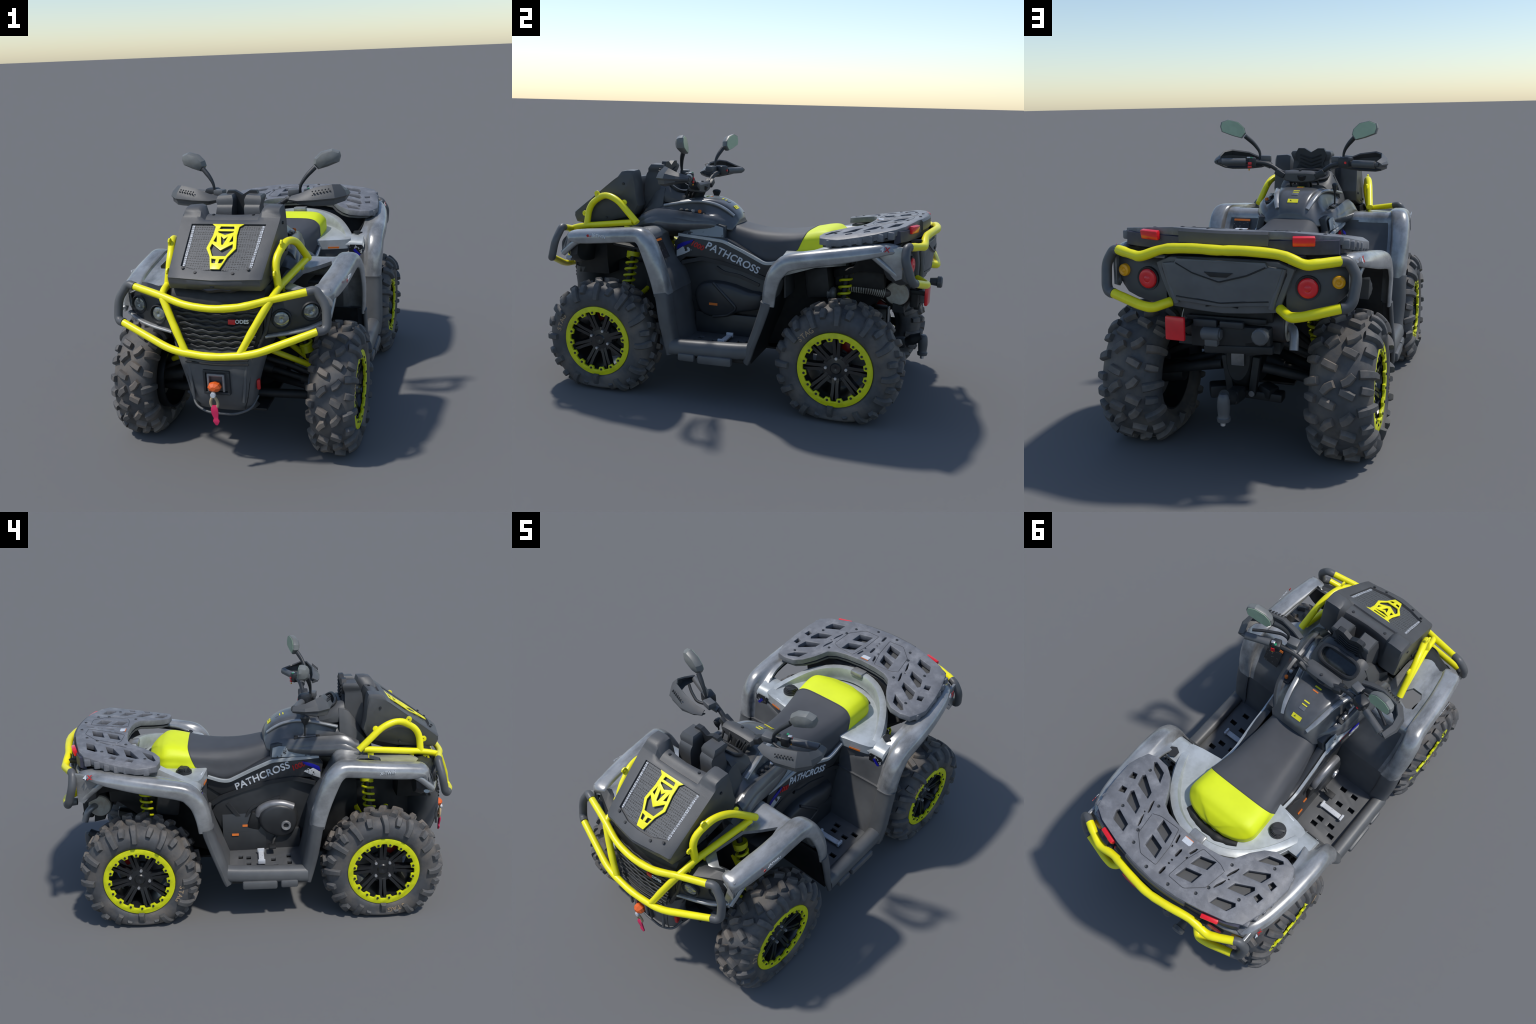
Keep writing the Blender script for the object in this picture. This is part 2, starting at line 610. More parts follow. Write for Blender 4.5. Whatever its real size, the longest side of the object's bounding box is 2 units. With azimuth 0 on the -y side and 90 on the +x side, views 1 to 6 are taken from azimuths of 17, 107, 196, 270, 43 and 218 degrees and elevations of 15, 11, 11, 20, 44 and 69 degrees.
def ring_mesh():
    outer = ngon(96, 0.171)
    inner = []
    for k in range(192):
        a = 2 * math.pi * k / 192
        ph = (a * 16 / (2 * math.pi)) % 1.0
        d = abs(ph - 0.5) * 2
        lobe = max(0.0, min(1.0, (0.52 - d) / 0.16))
        r = 0.1490 - 0.0145 * lobe
        inner.append((r * math.cos(a), r * math.sin(a)))
    me = prism([outer, inner], 0.012, 0.002)
    me.transform(Matrix(((0, 0, 1, 0), (1, 0, 0, 0), (0, 1, 0, 0), (0, 0, 0, 1))))
    return me


def rim_mesh(spokes=8):
    parts = []
    barrel = lathe([(-0.19, 0.160), (-0.19, 0.150), (-0.04, 0.142), (-0.012, 0.146), (-0.004, 0.150), (-0.004, 0.160)], 64)
    parts.append(barrel)
    parts.append(lathe([(-0.075, 0.0), (-0.016, 0.0), (-0.012, 0.014), (-0.012, 0.022), (-0.018, 0.027), (-0.024, 0.062), (-0.035, 0.068), (-0.075, 0.06)], 32, close=False))
    for k in range(spokes):
        a = 2 * math.pi * k / spokes
        for dy in (-0.0095, 0.0095):
            sp = loft([[(-0.052, dy - 0.010, 0.045), (-0.022, dy - 0.007, 0.045), (-0.022, dy + 0.007, 0.045), (-0.052, dy + 0.010, 0.045)],
                       [(-0.040, dy - 0.011, 0.10), (-0.012, dy - 0.007, 0.10), (-0.012, dy + 0.007, 0.10), (-0.040, dy + 0.011, 0.10)],
                       [(-0.026, dy * 1.5 - 0.012, 0.15), (-0.006, dy * 1.5 - 0.008, 0.15), (-0.006, dy * 1.5 + 0.008, 0.15), (-0.026, dy * 1.5 + 0.012, 0.15)]], nu=2, nv=1, smooth=30)
            sp.transform(Matrix.Rotation(a, 4, 'X'))
            parts.append(sp)
        web = box((0.012, 0.028, 0.10), (-0.034, 0, 0.10), RY(-10), 0.002)
        web.transform(Matrix.Rotation(a, 4, 'X'))
        parts.append(web)
    return joined(parts)


def letters_on_sidewall(s, start, step=0.112):
    out = []
    for i, ch in enumerate(s):
        t = text_mesh(ch, 0.033, 0.001, bold=0.0004)
        a = start - i * step
        r = 0.2055
        M = Matrix.Rotation(a, 4, 'X') @ Matrix.Translation((TYRE_C + 0.1195, 0, r)) @ RY(-6) @ Matrix(((0, 0, 1, 0), (1, 0, 0, 0), (0, 1, 0, 0), (0, 0, 0, 1)))
        t.transform(M)
        out.append(t)
    return joined(out)


TY = tyre_mesh()
RG = ring_mesh()
RM = rim_mesh()
NUT = cyl(0.0072, 0.016, 6, 0.0015, 'X')
BOLT = cyl(0.0058, 0.008, 8, 0.001, 'X')
DISC = lathe([(-0.125, 0.045), (-0.119, 0.045), (-0.119, 0.115), (-0.125, 0.115)], 40)
CAL = box((0.045, 0.075, 0.05), (0, 0, 0), None, 0.008)
HUBM = lathe([(-0.24, 0.0), (-0.24, 0.035), (-0.14, 0.05), (-0.075, 0.055), (-0.075, 0.0)], 24, close=False)
L_SHA = lug_mesh([(0.070, -0.004), (0.095, 0.0), (0.122, 0.004), (0.156, 0.004)], [0.0155, 0.0165, 0.014, 0.0125], 0.019)
L_SHB = lug_mesh([(0.078, 0.004), (0.10, 0.0), (0.126, -0.003)], [0.014, 0.0155, 0.0115], 0.019)
L_MA = lug_mesh([(0.012, -0.018), (0.036, -0.006), (0.056, 0.018)], [0.0135, 0.0155, 0.0125])
L_MB = lug_mesh([(0.006, 0.014), (0.030, 0.006), (0.062, -0.008)], [0.0125, 0.0150, 0.0145])
I_SHA, I_SHB = lug_mesh([(-0.070, 0.004), (-0.095, 0.0), (-0.122, -0.004), (-0.156, -0.004)], [0.0155, 0.0165, 0.014, 0.0125], 0.019), \
    lug_mesh([(-0.078, -0.004), (-0.10, 0.0), (-0.126, 0.003)], [0.014, 0.0155, 0.0115], 0.019)
I_MA = lug_mesh([(-0.012, 0.018), (-0.036, 0.006), (-0.056, -0.018)], [0.0135, 0.0155, 0.0125])
I_MB = lug_mesh([(-0.006, -0.014), (-0.030, -0.006), (-0.062, 0.008)], [0.0125, 0.0150, 0.0145])
for m_ in (L_SHA, L_SHB, L_MA, L_MB, I_SHA, I_SHB, I_MA, I_MB):
    m_.materials.append(LUGM)
X_OUT = TYRE_C + 0.119
NARROW = Matrix.Translation((X_OUT, 0, 0)) @ Matrix.Diagonal((0.80, 1, 1, 1)) @ Matrix.Translation((-X_OUT, 0, 0))
REAR_SET = dict(tyre=TY, sha=L_SHA, shb=L_SHB, ma=L_MA, mb=L_MB, isha=I_SHA, ishb=I_SHB, ima=I_MA, imb=I_MB)
FRONT_SET = {k_: moved(m_, NARROW) for k_, m_ in REAR_SET.items()}
LZ = {m_: [v.co.copy() for v in m_.vertices] for m_ in list(REAR_SET.values()) + list(FRONT_SET.values())}


def lug_matrix(me, ang):
    M = Matrix.Rotation(ang, 4, 'X')
    low = min((M @ v).z for v in LZ[me])
    if low < -HUB_Z + 0.001:
        M = Matrix.Translation((0, 0, -HUB_Z + 0.001 - low)) @ M
    return M


def wheel(pos, outward, spin, text_angle, calip):
    M = Matrix.Translation(pos)
    if outward < 0:
        M = M @ RZ(180)
    S = Matrix.Rotation(spin, 4, 'X')
    S_in = Matrix.Translation((-0.006, 0, 0)) @ S
    w = put('wheel', moved(RM, S_in), RIM, ROOT, M)
    K = FRONT_SET if pos[1] < 0 else REAR_SET
    sub('tyre', K['tyre'], TYRE, w)
    sub('beadlock_ring', RG, LIME, w, S)
    sub('hub', HUBM, BLK, w)
    sub('brake_disc', DISC, GREYM, w)
    sub('brake_caliper', CAL, REDP, w, Matrix.Translation((-0.105, calip[0], calip[1])) @ Matrix.Rotation(math.atan2(-calip[0], calip[1]), 4, 'X'))
    for k in range(16):
        a = spin + 2 * math.pi * (k + 0.5) / 16
        sub('ring_bolt', BOLT, DARK, w, Matrix.Translation((0.006, 0.1435 * math.cos(a), 0.1435 * math.sin(a))))
    for k in range(4):
        a = spin + 2 * math.pi * k / 4
        sub('lug_nut', NUT, STEEL, w, Matrix.Translation((-0.024, 0.047 * math.sin(a), 0.047 * math.cos(a))))
    inner = []
    n = 24
    for k in range(n):
        a = 2 * math.pi * k / n + rng.uniform(-0.03, 0.03)
        h = math.pi / n
        j = lambda: rng.uniform(-0.03, 0.03)
        me = K['sha'] if k % 2 == 0 else K['shb']
        sub('tread_lug', me, None, w, lug_matrix(me, a + j()))
        me = K['ma'] if k % 2 == 0 else K['mb']
        sub('tread_lug', me, None, w, lug_matrix(me, a + h * 0.6 + j()))
        me = K['ima'] if k % 2 == 0 else K['imb']
        sub('tread_lug', me, None, w, lug_matrix(me, a + h * 1.5 + j()))
        me = K['isha'] if k % 2 == 0 else K['ishb']
        inner.append(moved(me, lug_matrix(me, a + h + j())))
    ij = joined(inner)
    ij.materials.clear()
    sub('tread_lugs', ij, LUGM, w, None, 'stuff')
    sub('tyre_lettering', letters_on_sidewall('STAG', text_angle), TAN, w)
    return w


R_ = math.radians
# angles are measured from the top of the wheel, seen from outside
wheel((0.518, 0.606, HUB_Z), 1, 0.0, R_(52), (0.045, 0.085))
wheel((0.530, -0.580, HUB_Z), 1, R_(20), R_(78), (-0.055, 0.085))
wheel((-0.521, 0.602, HUB_Z), -1, R_(12), R_(-100), (-0.045, 0.085))
wheel((-0.528, -0.578, HUB_Z), -1, R_(45), R_(208), (0.06, 0.07))

# ================================================================== CHASSIS AND ENGINE (dark masses)
put('engine', loft([
    sym([(0, -0.50, 0.60), (0.10, -0.50, 0.60), (0.15, -0.50, 0.50), (0.15, -0.50, 0.30), (0.10, -0.50, 0.20), (0, -0.50, 0.19)]),
    sym([(0, -0.25, 0.68), (0.14, -0.25, 0.66), (0.165, -0.25, 0.52), (0.165, -0.25, 0.28), (0.14, -0.25, 0.20), (0, -0.25, 0.19)]),
    sym([(0, 0.10, 0.66), (0.14, 0.10, 0.62), (0.165, 0.10, 0.50), (0.165, 0.10, 0.28), (0.14, 0.10, 0.20), (0, 0.10, 0.19)]),
    sym([(0, 0.40, 0.66), (0.16, 0.40, 0.64), (0.17, 0.40, 0.52), (0.15, 0.40, 0.36), (0.12, 0.40, 0.25), (0, 0.40, 0.24)]),
    sym([(0, 0.62, 0.66), (0.17, 0.62, 0.64), (0.15, 0.62, 0.56), (0.10, 0.62, 0.46), (0.08, 0.62, 0.40), (0, 0.62, 0.40)]),
    sym([(0, 0.76, 0.62), (0.15, 0.76, 0.60), (0.12, 0.76, 0.56), (0.08, 0.76, 0.52), (0.06, 0.76, 0.50), (0, 0.76, 0.50)]),
], nu=3, nv=2), BLK)
put('skid_plate', box((0.30, 1.25, 0.012), (0, -0.13, 0.188), None, 0.004), BLK)
put('differential', loft([
    [(-0.06, 0.60, 0.40), (0.09, 0.60, 0.40), (0.11, 0.60, 0.33), (0.08, 0.60, 0.23), (-0.04, 0.60, 0.23), (-0.08, 0.60, 0.33)],
    [(-0.05, 0.70, 0.42), (0.07, 0.70, 0.42), (0.085, 0.70, 0.34), (0.06, 0.70, 0.25), (-0.03, 0.70, 0.25), (-0.06, 0.70, 0.34)],
    [(-0.03, 0.75, 0.42), (0.04, 0.75, 0.42), (0.05, 0.75, 0.35), (0.03, 0.75, 0.29), (-0.01, 0.75, 0.29), (-0.04, 0.75, 0.35)],
], nu=2, nv=3), BLK)
put('differential_tag', box((0.052, 0.008, 0.078), (0.004, 0.757, 0.385), None, 0.003), GREYM)
put('tow_bracket', joined([box((0.29, 0.06, 0.035), (-0.017, 0.70, 0.222), RY(-3), 0.008), box((0.07, 0.07, 0.05), (0.10, 0.71, 0.225), RZ(25), 0.008), box((0.06, 0.06, 0.045), (-0.10, 0.70, 0.235), RZ(-25) @ RY(-12), 0.008),
                           tube([(0.0, 0.70, 0.225), (0.005, 0.80, 0.225), (-0.01, 0.87, 0.262), (0.0, 0.93, 0.290)], 0.023, 0.06, wob=0.5), box((0.05, 0.10, 0.05), (0.0, 0.80, 0.245), RX(8), 0.008),
                           box((0.03, 0.03, 0.16), (0.05, 0.73, 0.30), RY(8), 0.006), box((0.03, 0.03, 0.16), (-0.055, 0.73, 0.30), RY(-8), 0.006)]), BLK)
put('bracket_bolt', moved(cyl(0.012, 0.012, 10, 0.002, 'Y'), Matrix.Translation((-0.045, 0.742, 0.232))), GREYM)
both('air_box', box((0.10, 0.24, 0.09), (0.18, 0.64, 0.600), None, 0.015), BLK)
both('intake_box', box((0.14, 0.12, 0.15), (0.245, 0.455, 0.580), RX(8), 0.02), BLK)
put('intake_duct', moved(joined([moved(lathe([(-0.012, 0.024), (0.0, 0.030), (0.012, 0.024), (0.012, 0.0), (-0.012, 0.0)], 20, close=False), Matrix.Translation((k * 0.022, 0, 0))) for k in range(5)]), Matrix.Translation((0.285, 0.44, 0.535)) @ RZ(90)), FLAR)
put('tow_hook', loft([[(0.0 + r * math.cos(a), 0.935 + r * math.sin(a), z) for a in [2 * math.pi * k / 10 for k in range(10)]]
                      for z, r in ((0.30, 0.012), (0.288, 0.021), (0.25, 0.024), (0.215, 0.021), (0.21, 0.026), (0.196, 0.024))], nu=2, nv=2), FLAR)
put('hitch_pin', cyl(0.010, 0.022, 12), STEEL, None, LEAN @ Matrix.Translation((0.003, 0.935, 0.189)))

# suspension arms, shocks, axles
for yy, zz, ym in ((-0.583, 0.247, YEL), (0.606, 0.247, YEL)):
    s = 1 if yy > 0 else -1
    za = 0.235 if yy < 0 else 0.33
    zb = 0.205 if yy < 0 else 0.25
    arm_low = joined([tube([(0.08, yy - 0.10, za), (0.40, yy - 0.02, zb)], 0.020), tube([(0.08, yy + 0.10, za), (0.40, yy + 0.02, zb)], 0.020)])
    both('suspension_arm', arm_low, BLK)
    arm_up = joined([tube([(0.14, yy - 0.09 * s, 0.44), (0.34, yy - 0.02 * s, 0.33)], 0.013), tube([(0.14, yy + 0.07 * s, 0.43), (0.34, yy + 0.01 * s, 0.33)], 0.013)])
    both('suspension_arm', arm_up, ym if yy < 0 else BLK)
    both('drive_axle', joined([tube([(0.05, yy, 0.33), (0.36, yy, 0.25)], 0.014), tube([(0.06, yy, 0.328), (0.14, yy, 0.307)], 0.036, r_end=0.022), tube([(0.27, yy, 0.273), (0.34, yy, 0.255)], 0.022, r_end=0.036)]), BLK)


both('tie_rod', tube([(0.10, -0.66, 0.40), (0.24, -0.65, 0.36), (0.38, -0.63, 0.30)], 0.011), BLK)
both('suspension_link', tube([(0.12, -0.52, 0.34), (0.38, -0.56, 0.24)], 0.014), BLK)


def shock(top, bot, body_mat):
    t, b = Vector(top), Vector(bot)
    d = (b - t)
    me_rod = tube([t, b], 0.014, bend=False)
    pts = []
    turns, n = 6.5, 110
    ax = d.normalized()
    u = ax.cross(Vector((0, 1, 0))).normalized()
    v = ax.cross(u)
    for i in range(n + 1):
        f = i / n
        a = f * turns * 2 * math.pi
        pts.append(t + d * (0.22 + 0.62 * f) + (u * math.cos(a) + v * math.sin(a)) * 0.027)
    spring = tube(pts, 0.0062, bend=False, seg=8)
    cups = joined([tube([t + d * 0.15, t + d * 0.22], 0.034, bend=False), tube([t + d * 0.80, t + d * 0.92], 0.030, bend=False)])
    return me_rod, spring, cups


for top, bot in (((0.225, -0.530, 0.69), (0.300, -0.555, 0.36)), ((0.215, 0.585, 0.70), (0.275, 0.560, 0.36))):
    rod, spr, cup = shock(top, bot, YEL)
    for mirror in (False, True):
        f = mirrored if mirror else (lambda q: q)
        o = put('shock_absorber', f(rod), BLK)
        sub('coil_spring', f(spr), LIME, o)
        sub('spring_cup', f(cup), LIME, o)

# ================================================================== NOSE
put('nose_cover', loft([
    sym([(0, -0.785, 0.198), (0.08, -0.785, 0.198), (0.10, -0.77, 0.199), (0.11, -0.74, 0.199), (0.10, -0.71, 0.200), (0, -0.70, 0.200)]),
    sym([(0, -0.880, 0.240), (0.10, -0.870, 0.240), (0.120, -0.845, 0.240), (0.120, -0.80, 0.240), (0.10, -0.76, 0.240), (0, -0.73, 0.240)]),
    sym([(0, -0.928, 0.30), (0.110, -0.915, 0.30), (0.142, -0.872, 0.30), (0.138, -0.825, 0.30), (0.11, -0.79, 0.30), (0, -0.76, 0.30)]),
    sym([(0, -0.940, 0.38), (0.122, -0.926, 0.38), (0.160, -0.880, 0.38), (0.155, -0.835, 0.38), (0.12, -0.80, 0.38), (0, -0.76, 0.38)]),
    sym([(0, -0.940, 0.47), (0.14, -0.926, 0.47), (0.186, -0.885, 0.47), (0.182, -0.835, 0.47), (0.13, -0.80, 0.47), (0, -0.76, 0.47)]),
    sym([(0, -0.925, 0.53), (0.15, -0.915, 0.53), (0.205, -0.870, 0.53), (0.20, -0.82, 0.53), (0.15, -0.78, 0.53), (0, -0.76, 0.53)]),
], nu=3, nv=2, smooth=50), FLAR)
put('frame', box((0.16, 0.36, 0.34), (0, -0.63, 0.39), None, 0.02), BLK)
both('nose_rib', joined([box((0.012, 0.012, 0.20), (0.118, -0.926, 0.40), RX(-3) @ RY(6), 0.003)]), FLAR)
put('nose_lip', tube([(-0.145, -0.85, 0.30), (-0.125, -0.890, 0.255), (-0.06, -0.912, 0.235), (0.06, -0.912, 0.235), (0.125, -0.890, 0.255), (0.145, -0.85, 0.30)], 0.0055, 0.03), FLAR)
put('fairlead_plate', joined([box((0.115, 0.02, 0.012), (0, -0.940, 0.437), None, 0.003), box((0.115, 0.02, 0.012), (0, -0.940, 0.343), None, 0.003),
                              box((0.012, 0.02, 0.09), (-0.052, -0.940, 0.39), None, 0.003), box((0.012, 0.02, 0.09), (0.052, -0.940, 0.39), None, 0.003),
                              box((0.1, 0.008, 0.09), (0, -0.932, 0.39), None, 0.002)]), DARK)
put('fairlead_frame', joined([box((0.066, 0.016, 0.010), (0, -0.950, 0.425), None, 0.002), box((0.009, 0.016, 0.075), (-0.033, -0.950, 0.392), None, 0.002),
                              box((0.009, 0.016, 0.075), (0.033, -0.950, 0.392), None, 0.002)]), GREYM)
put('winch_stopper', loft([[(-0.004 + r * 1.35 * math.cos(a), y, 0.378 + r * math.sin(a)) for a in [2 * math.pi * k / 8 for k in range(8)]]
                           for y, r in ((-0.945, 0.018), (-0.962, 0.022), (-0.975, 0.020), (-0.986, 0.008))], nu=1, nv=1, smooth=20), ORG)
wh = put('winch_hook', tube([(-0.005, -0.975, 0.365), (-0.006, -0.978, 0.345), (-0.02, -0.976, 0.325), (-0.022, -0.973, 0.30), (-0.006, -0.972, 0.282), (0.010, -0.973, 0.30), (0.008, -0.976, 0.325), (-0.004, -0.978, 0.342)], 0.006, 0.012), ROPE)
sub('hook_eye', moved(cyl(0.012, 0.012, 10, 0.002, 'Y'), Matrix.Translation((-0.006, -0.982, 0.35))), BRAK, wh)
put('winch_strap', loft([[(x - 0.006 + w * a, -0.974 + dy + 0.003 * b, z) for a, b in ((-1, -1), (1, -1), (1, 1), (-1, 1))]
                         for z, w, x, dy in ((0.302, 0.010, 0.0, 0.0), (0.285, 0.015, 0.0, -0.004), (0.262, 0.014, 0.001, -0.002), (0.243, 0.009, 0.003, 0.0), (0.232, 0.014, 0.004, -0.002), (0.213, 0.004, 0.004, 0.001))], nu=2, nv=1, smooth=30), PINK)
put('marker_lamp', box((0.016, 0.03, 0.045), (0.160, -0.885, 0.37), RZ(20), 0.006), REDD)

for i in range(3):
    put('nose_slat', tube([(-0.135, -0.930, 0.468 + i * 0.018), (0, -0.946, 0.466 + i * 0.018), (0.135, -0.930, 0.468 + i * 0.018)], 0.0045, 0.05, seg=8), BLK)
both('nose_seam', tube([(0.150, -0.918, 0.50), (0.135, -0.918, 0.40), (0.118, -0.912, 0.31), (0.10, -0.898, 0.26)], 0.003, 0.03, seg=6), BLK)
# grille with wavy slats
put('grille_back', loft([
    sym([(0, -0.918, 0.50), (0.17, -0.905, 0.50), (0.20, -0.87, 0.50), (0.19, -0.70, 0.50), (0, -0.70, 0.50)]),
    sym([(0, -0.910, 0.60), (0.19, -0.892, 0.60), (0.22, -0.84, 0.60), (0.21, -0.70, 0.60), (0, -0.70, 0.60)]),
    sym([(0, -0.898, 0.72), (0.20, -0.878, 0.72), (0.23, -0.82, 0.72), (0.21, -0.70, 0.72), (0, -0.70, 0.72)]),
    sym([(0, -0.85, 0.775), (0.20, -0.84, 0.775), (0.22, -0.80, 0.775), (0.21, -0.70, 0.775), (0, -0.70, 0.775)]),
], nu=2, nv=1, smooth=30), BLK)
slats = []
for i in range(9):
    z = 0.515 + i * 0.0225
    w = 0.155 + 0.035 * i / 8
    y = -0.928 + 0.022 * i / 8
    pts = []
    for k in range(25):
        x = -w + 2 * w * k / 24
        pts.append((x, y + 0.35 * x * x, z - 0.010 * (1 - abs(x) / w) + 0.0035 * math.sin(k * 1.57 + i * 1.9)))
    slats.append(tube(pts, 0.0055, bend=False, seg=8, squash=(1.2, 0.8)))
for i, s in enumerate(slats):
    put('grille_slat', s, DARK)
both('grille_frame', tube([(0.225, -0.868, 0.70), (0.205, -0.885, 0.60), (0.16, -0.905, 0.505)], 0.010), DARK)
put('grille_badge', box((0.030, 0.006, 0.020), (0.075, -0.926, 0.648), RX(-6), 0.001), REDD)
bt = text_mesh('ODES', 0.022, 0.001, bold=0.0004)
put('badge_lettering', moved(bt, frame((0.117, -0.923, 0.649), (1, 0.10, 0.0), (0, 0.1, 1))), WHITE)

# headlights
both('headlight_housing', loft([
    [(0.20, -0.885, 0.59), (0.20, -0.882, 0.66), (0.20, -0.865, 0.715), (0.20, -0.78, 0.72), (0.20, -0.78, 0.58)],
    [(0.27, -0.862, 0.592), (0.27, -0.858, 0.66), (0.27, -0.845, 0.722), (0.27, -0.76, 0.735), (0.27, -0.76, 0.585)],
    [(0.36, -0.822, 0.60), (0.36, -0.818, 0.67), (0.36, -0.805, 0.735), (0.36, -0.74, 0.745), (0.36, -0.74, 0.60)],
    [(0.41, -0.80, 0.615), (0.41, -0.795, 0.67), (0.41, -0.785, 0.738), (0.41, -0.74, 0.745), (0.41, -0.74, 0.615)],
    [(0.44, -0.775, 0.645), (0.44, -0.775, 0.68), (0.44, -0.77, 0.725), (0.44, -0.74, 0.73), (0.44, -0.74, 0.645)],
], nu=3, nv=2), DARK)
LAMP = lathe([(0.0, 0.0), (0.006, 0.010), (0.007, 0.020), (0.003, 0.030), (-0.012, 0.034), (-0.012, 0.0)], 24, close=False)
BEZ = lathe([(-0.02, 0.042), (0.006, 0.042), (0.010, 0.038), (0.002, 0.034), (-0.02, 0.034)], 28)
for sgn in (1, -1):
    for x, y, z, yaw in ((0.377, -0.812, 0.668, 20), (0.266, -0.865, 0.648, 12)):
        M = frame((sgn * x, y, z), (sgn * math.sin(R_(yaw)), -math.cos(R_(yaw)), 0.0), (0, 0, 1))
        h = put('headlight', LAMP, LENS, None, LEAN @ M)
        sub('headlight_bezel', BEZ, DARK, h)
both('lamp_trim', tube([(0.20, -0.885, 0.578), (0.30, -0.855, 0.588), (0.37, -0.83, 0.600), (0.435, -0.79, 0.625)], 0.012, 0.03, squash=(0.7, 1.2)), SILV)
0 and both('lamp_trim', tube([(0.23, -0.862, 0.725), (0.34, -0.822, 0.742), (0.43, -0.785, 0.748)], 0.012, 0.03, squash=(0.7, 1.2)), SILV)

# ================================================================== FRONT BULL BAR
TR = 0.0158
b_top = fillet([(-0.372, -0.856, 0.762), (-0.235, -0.893, 0.737), (-0.12, -0.930, 0.712), (0, -0.940, 0.703), (0.12, -0.930, 0.712), (0.235, -0.893, 0.737), (0.372, -0.856, 0.762)], 0.05)
bull = put('bull_bar', tube(b_top, TR, bend=False, wob=0.10), YEL)
put('bull_bar', tube([(-0.418, -0.898, 0.614), (-0.17, -0.974, 0.530), (0, -0.984, 0.515), (0.17, -0.974, 0.530), (0.418, -0.898, 0.614)], TR, 0.06, wob=0.10), YEL)
both('bull_bar_upright', tube([(0.116, -0.972, 0.530), (0.165, -0.945, 0.62), (0.232, -0.895, 0.735), (0.240, -0.86, 0.748), (0.243, -0.795, 0.760), (0.29, -0.51, 0.800)], TR, 0.05, wob=0.10), YEL)
both('side_hoop', tube([(0.243, -0.80, 0.757), (0.226, -0.792, 0.865), (0.252, -0.690, 0.930), (0.274, -0.605, 0.908), (0.297, -0.485, 0.800)], 0.0165, 0.06, wob=0.08), YEL)
both('bull_bar_end', tube([(0.372, -0.856, 0.762), (0.405, -0.846, 0.770), (0.450, -0.858, 0.705), (0.452, -0.875, 0.628), (0.440, -0.886, 0.614), (0.416, -0.898, 0.614)], 0.0185, 0.03), FLAR)
tab = prism([[(-0.014, -0.012), (0.014, -0.012), (0.012, 0.010), (0.005, 0.016), (-0.005, 0.016), (-0.012, 0.010)], ngon(8, 0.005)], 0.008, 0.001)
for p, n_ in (((0.246, -0.735, 0.926), (0, -0.45, 1)), ((0.268, -0.572, 0.892), (0, 0.6, 1)), ((0.232, -0.812, 0.82), (0, -1, 0.15)), ((0.252, -0.75, 0.735), (0, 0, -1)), ((0.285, -0.545, 0.765), (0, 0, -1)), ((0.245, -0.83, 0.73), (0, -0.3, -1))):
    M = frame(p, Vector(n_).cross(Vector((1, 0, 0))) * -1, n_)
    both('mounting_tab', moved(tab, M), YEL)

# ================================================================== RADIATOR COVER
SL0, SL1 = Vector((0, -0.653, 0.991)), Vector((0, -0.887, 0.8215))


def cover_section(x, top_z, rear_y, front_dy=0.0, low=0.0):
    return [(x, -0.545, 0.825 + low), (x, rear_y + 0.012, 0.93), (x, rear_y, top_z - 0.015), (x, rear_y - 0.015, top_z), (x, -0.612, top_z - 0.006),
            (x, -0.634, min(top_z - 0.02, 1.018)), (x, -0.658, 1.000), (x, -0.777 + front_dy * 0.5, 0.914), (x, -0.893 + front_dy, 0.830),
            (x, -0.903 + front_dy, 0.815), (x, -0.898 + front_dy, 0.785 + low), (x, -0.84, 0.765 + low)]


secs = []
for x, tz, ry, fd, lo in ((-0.220, 1.036, -0.545, 0.014, 0.012), (-0.212, 1.052, -0.540, 0.006, 0.0), (-0.155, 1.056, -0.540, 0.0, 0.0), (-0.137, 1.050, -0.542, -0.004, 0.0), (-0.118, 1.018, -0.565, -0.006, 0.0),
                          (-0.06, 1.016, -0.572, -0.014, 0.0), (0, 1.015, -0.575, -0.020, 0.004)):
    secs.append(cover_section(x, tz, ry, fd, lo))
for s in list(reversed(secs[:-1])):
    secs.append([(-p[0], p[1], p[2]) for p in s])
cover = loft(secs, nu=1, nv=2, smooth=32)
for v in cover.vertices:                       # the box narrows towards its front edge
    v.co.x *= 1 - 0.085 * max(0.0, min(1.0, (-0.66 - v.co.y) / 0.23))
COVER = cover
SLOPE = (SL1 - SL0).normalized()
SN = Vector((1, 0, 0)).cross(SLOPE)
if SN.z < 0:
    SN = -SN


def on_slope(me, lift):
    """(x, t): t runs down the sloping top panel from its upper edge"""
    M = Matrix((Vector((1, 0, 0)), -SLOPE, SN)).transposed().to_4x4()
    M.translation = SL0 + SN * lift
    return moved(me, M)


def dip(me, amount=0.020):
    for v in me.vertices:
        f = max(0.0, min(1.0, (SL0.y - v.co.y) / 0.234))
        k = 1 - min(1, abs(v.co.x) / 0.15)
        v.co.y -= amount * f * k
    return me


half_mesh = [(0.162, -0.014), (0.150, -0.236), (0.075, -0.258), (0.016, -0.250), (0.050, -0.150), (0.040, -0.06), (0.055, -0.014)]
rec = [(0.166, -0.012), (0.155, -0.243), (0.075, -0.264), (0.0, -0.262)]
rec = rec + [(-x, t) for x, t in reversed(rec[:-1])]
pr_ = finish(subdivided_plate(prism([rec], 0.030), [-0.1, -0.05, 0, 0.05, 0.1], [-0.1, -0.18]), 30)
put('radiator_cover', boolean(COVER, [dip(on_slope(pr_, 0.0145), 0.017)]), HOOD)
pm = prism([half_mesh], 0.004)
bmx = subdivided_plate(pm, [0.05, 0.1], [-0.1, -0.18])
pm = finish(bmx, 30)
both('radiator_mesh', dip(on_slope(pm, 0.0000), 0.017), MESHM)
ps = prism([[(0.162, -0.016), (0.150, -0.238), (0.138, -0.240), (0.149, -0.016)]], 0.004)
both('mesh_edge', dip(on_slope(ps, 0.0020), 0.012), STRIP)
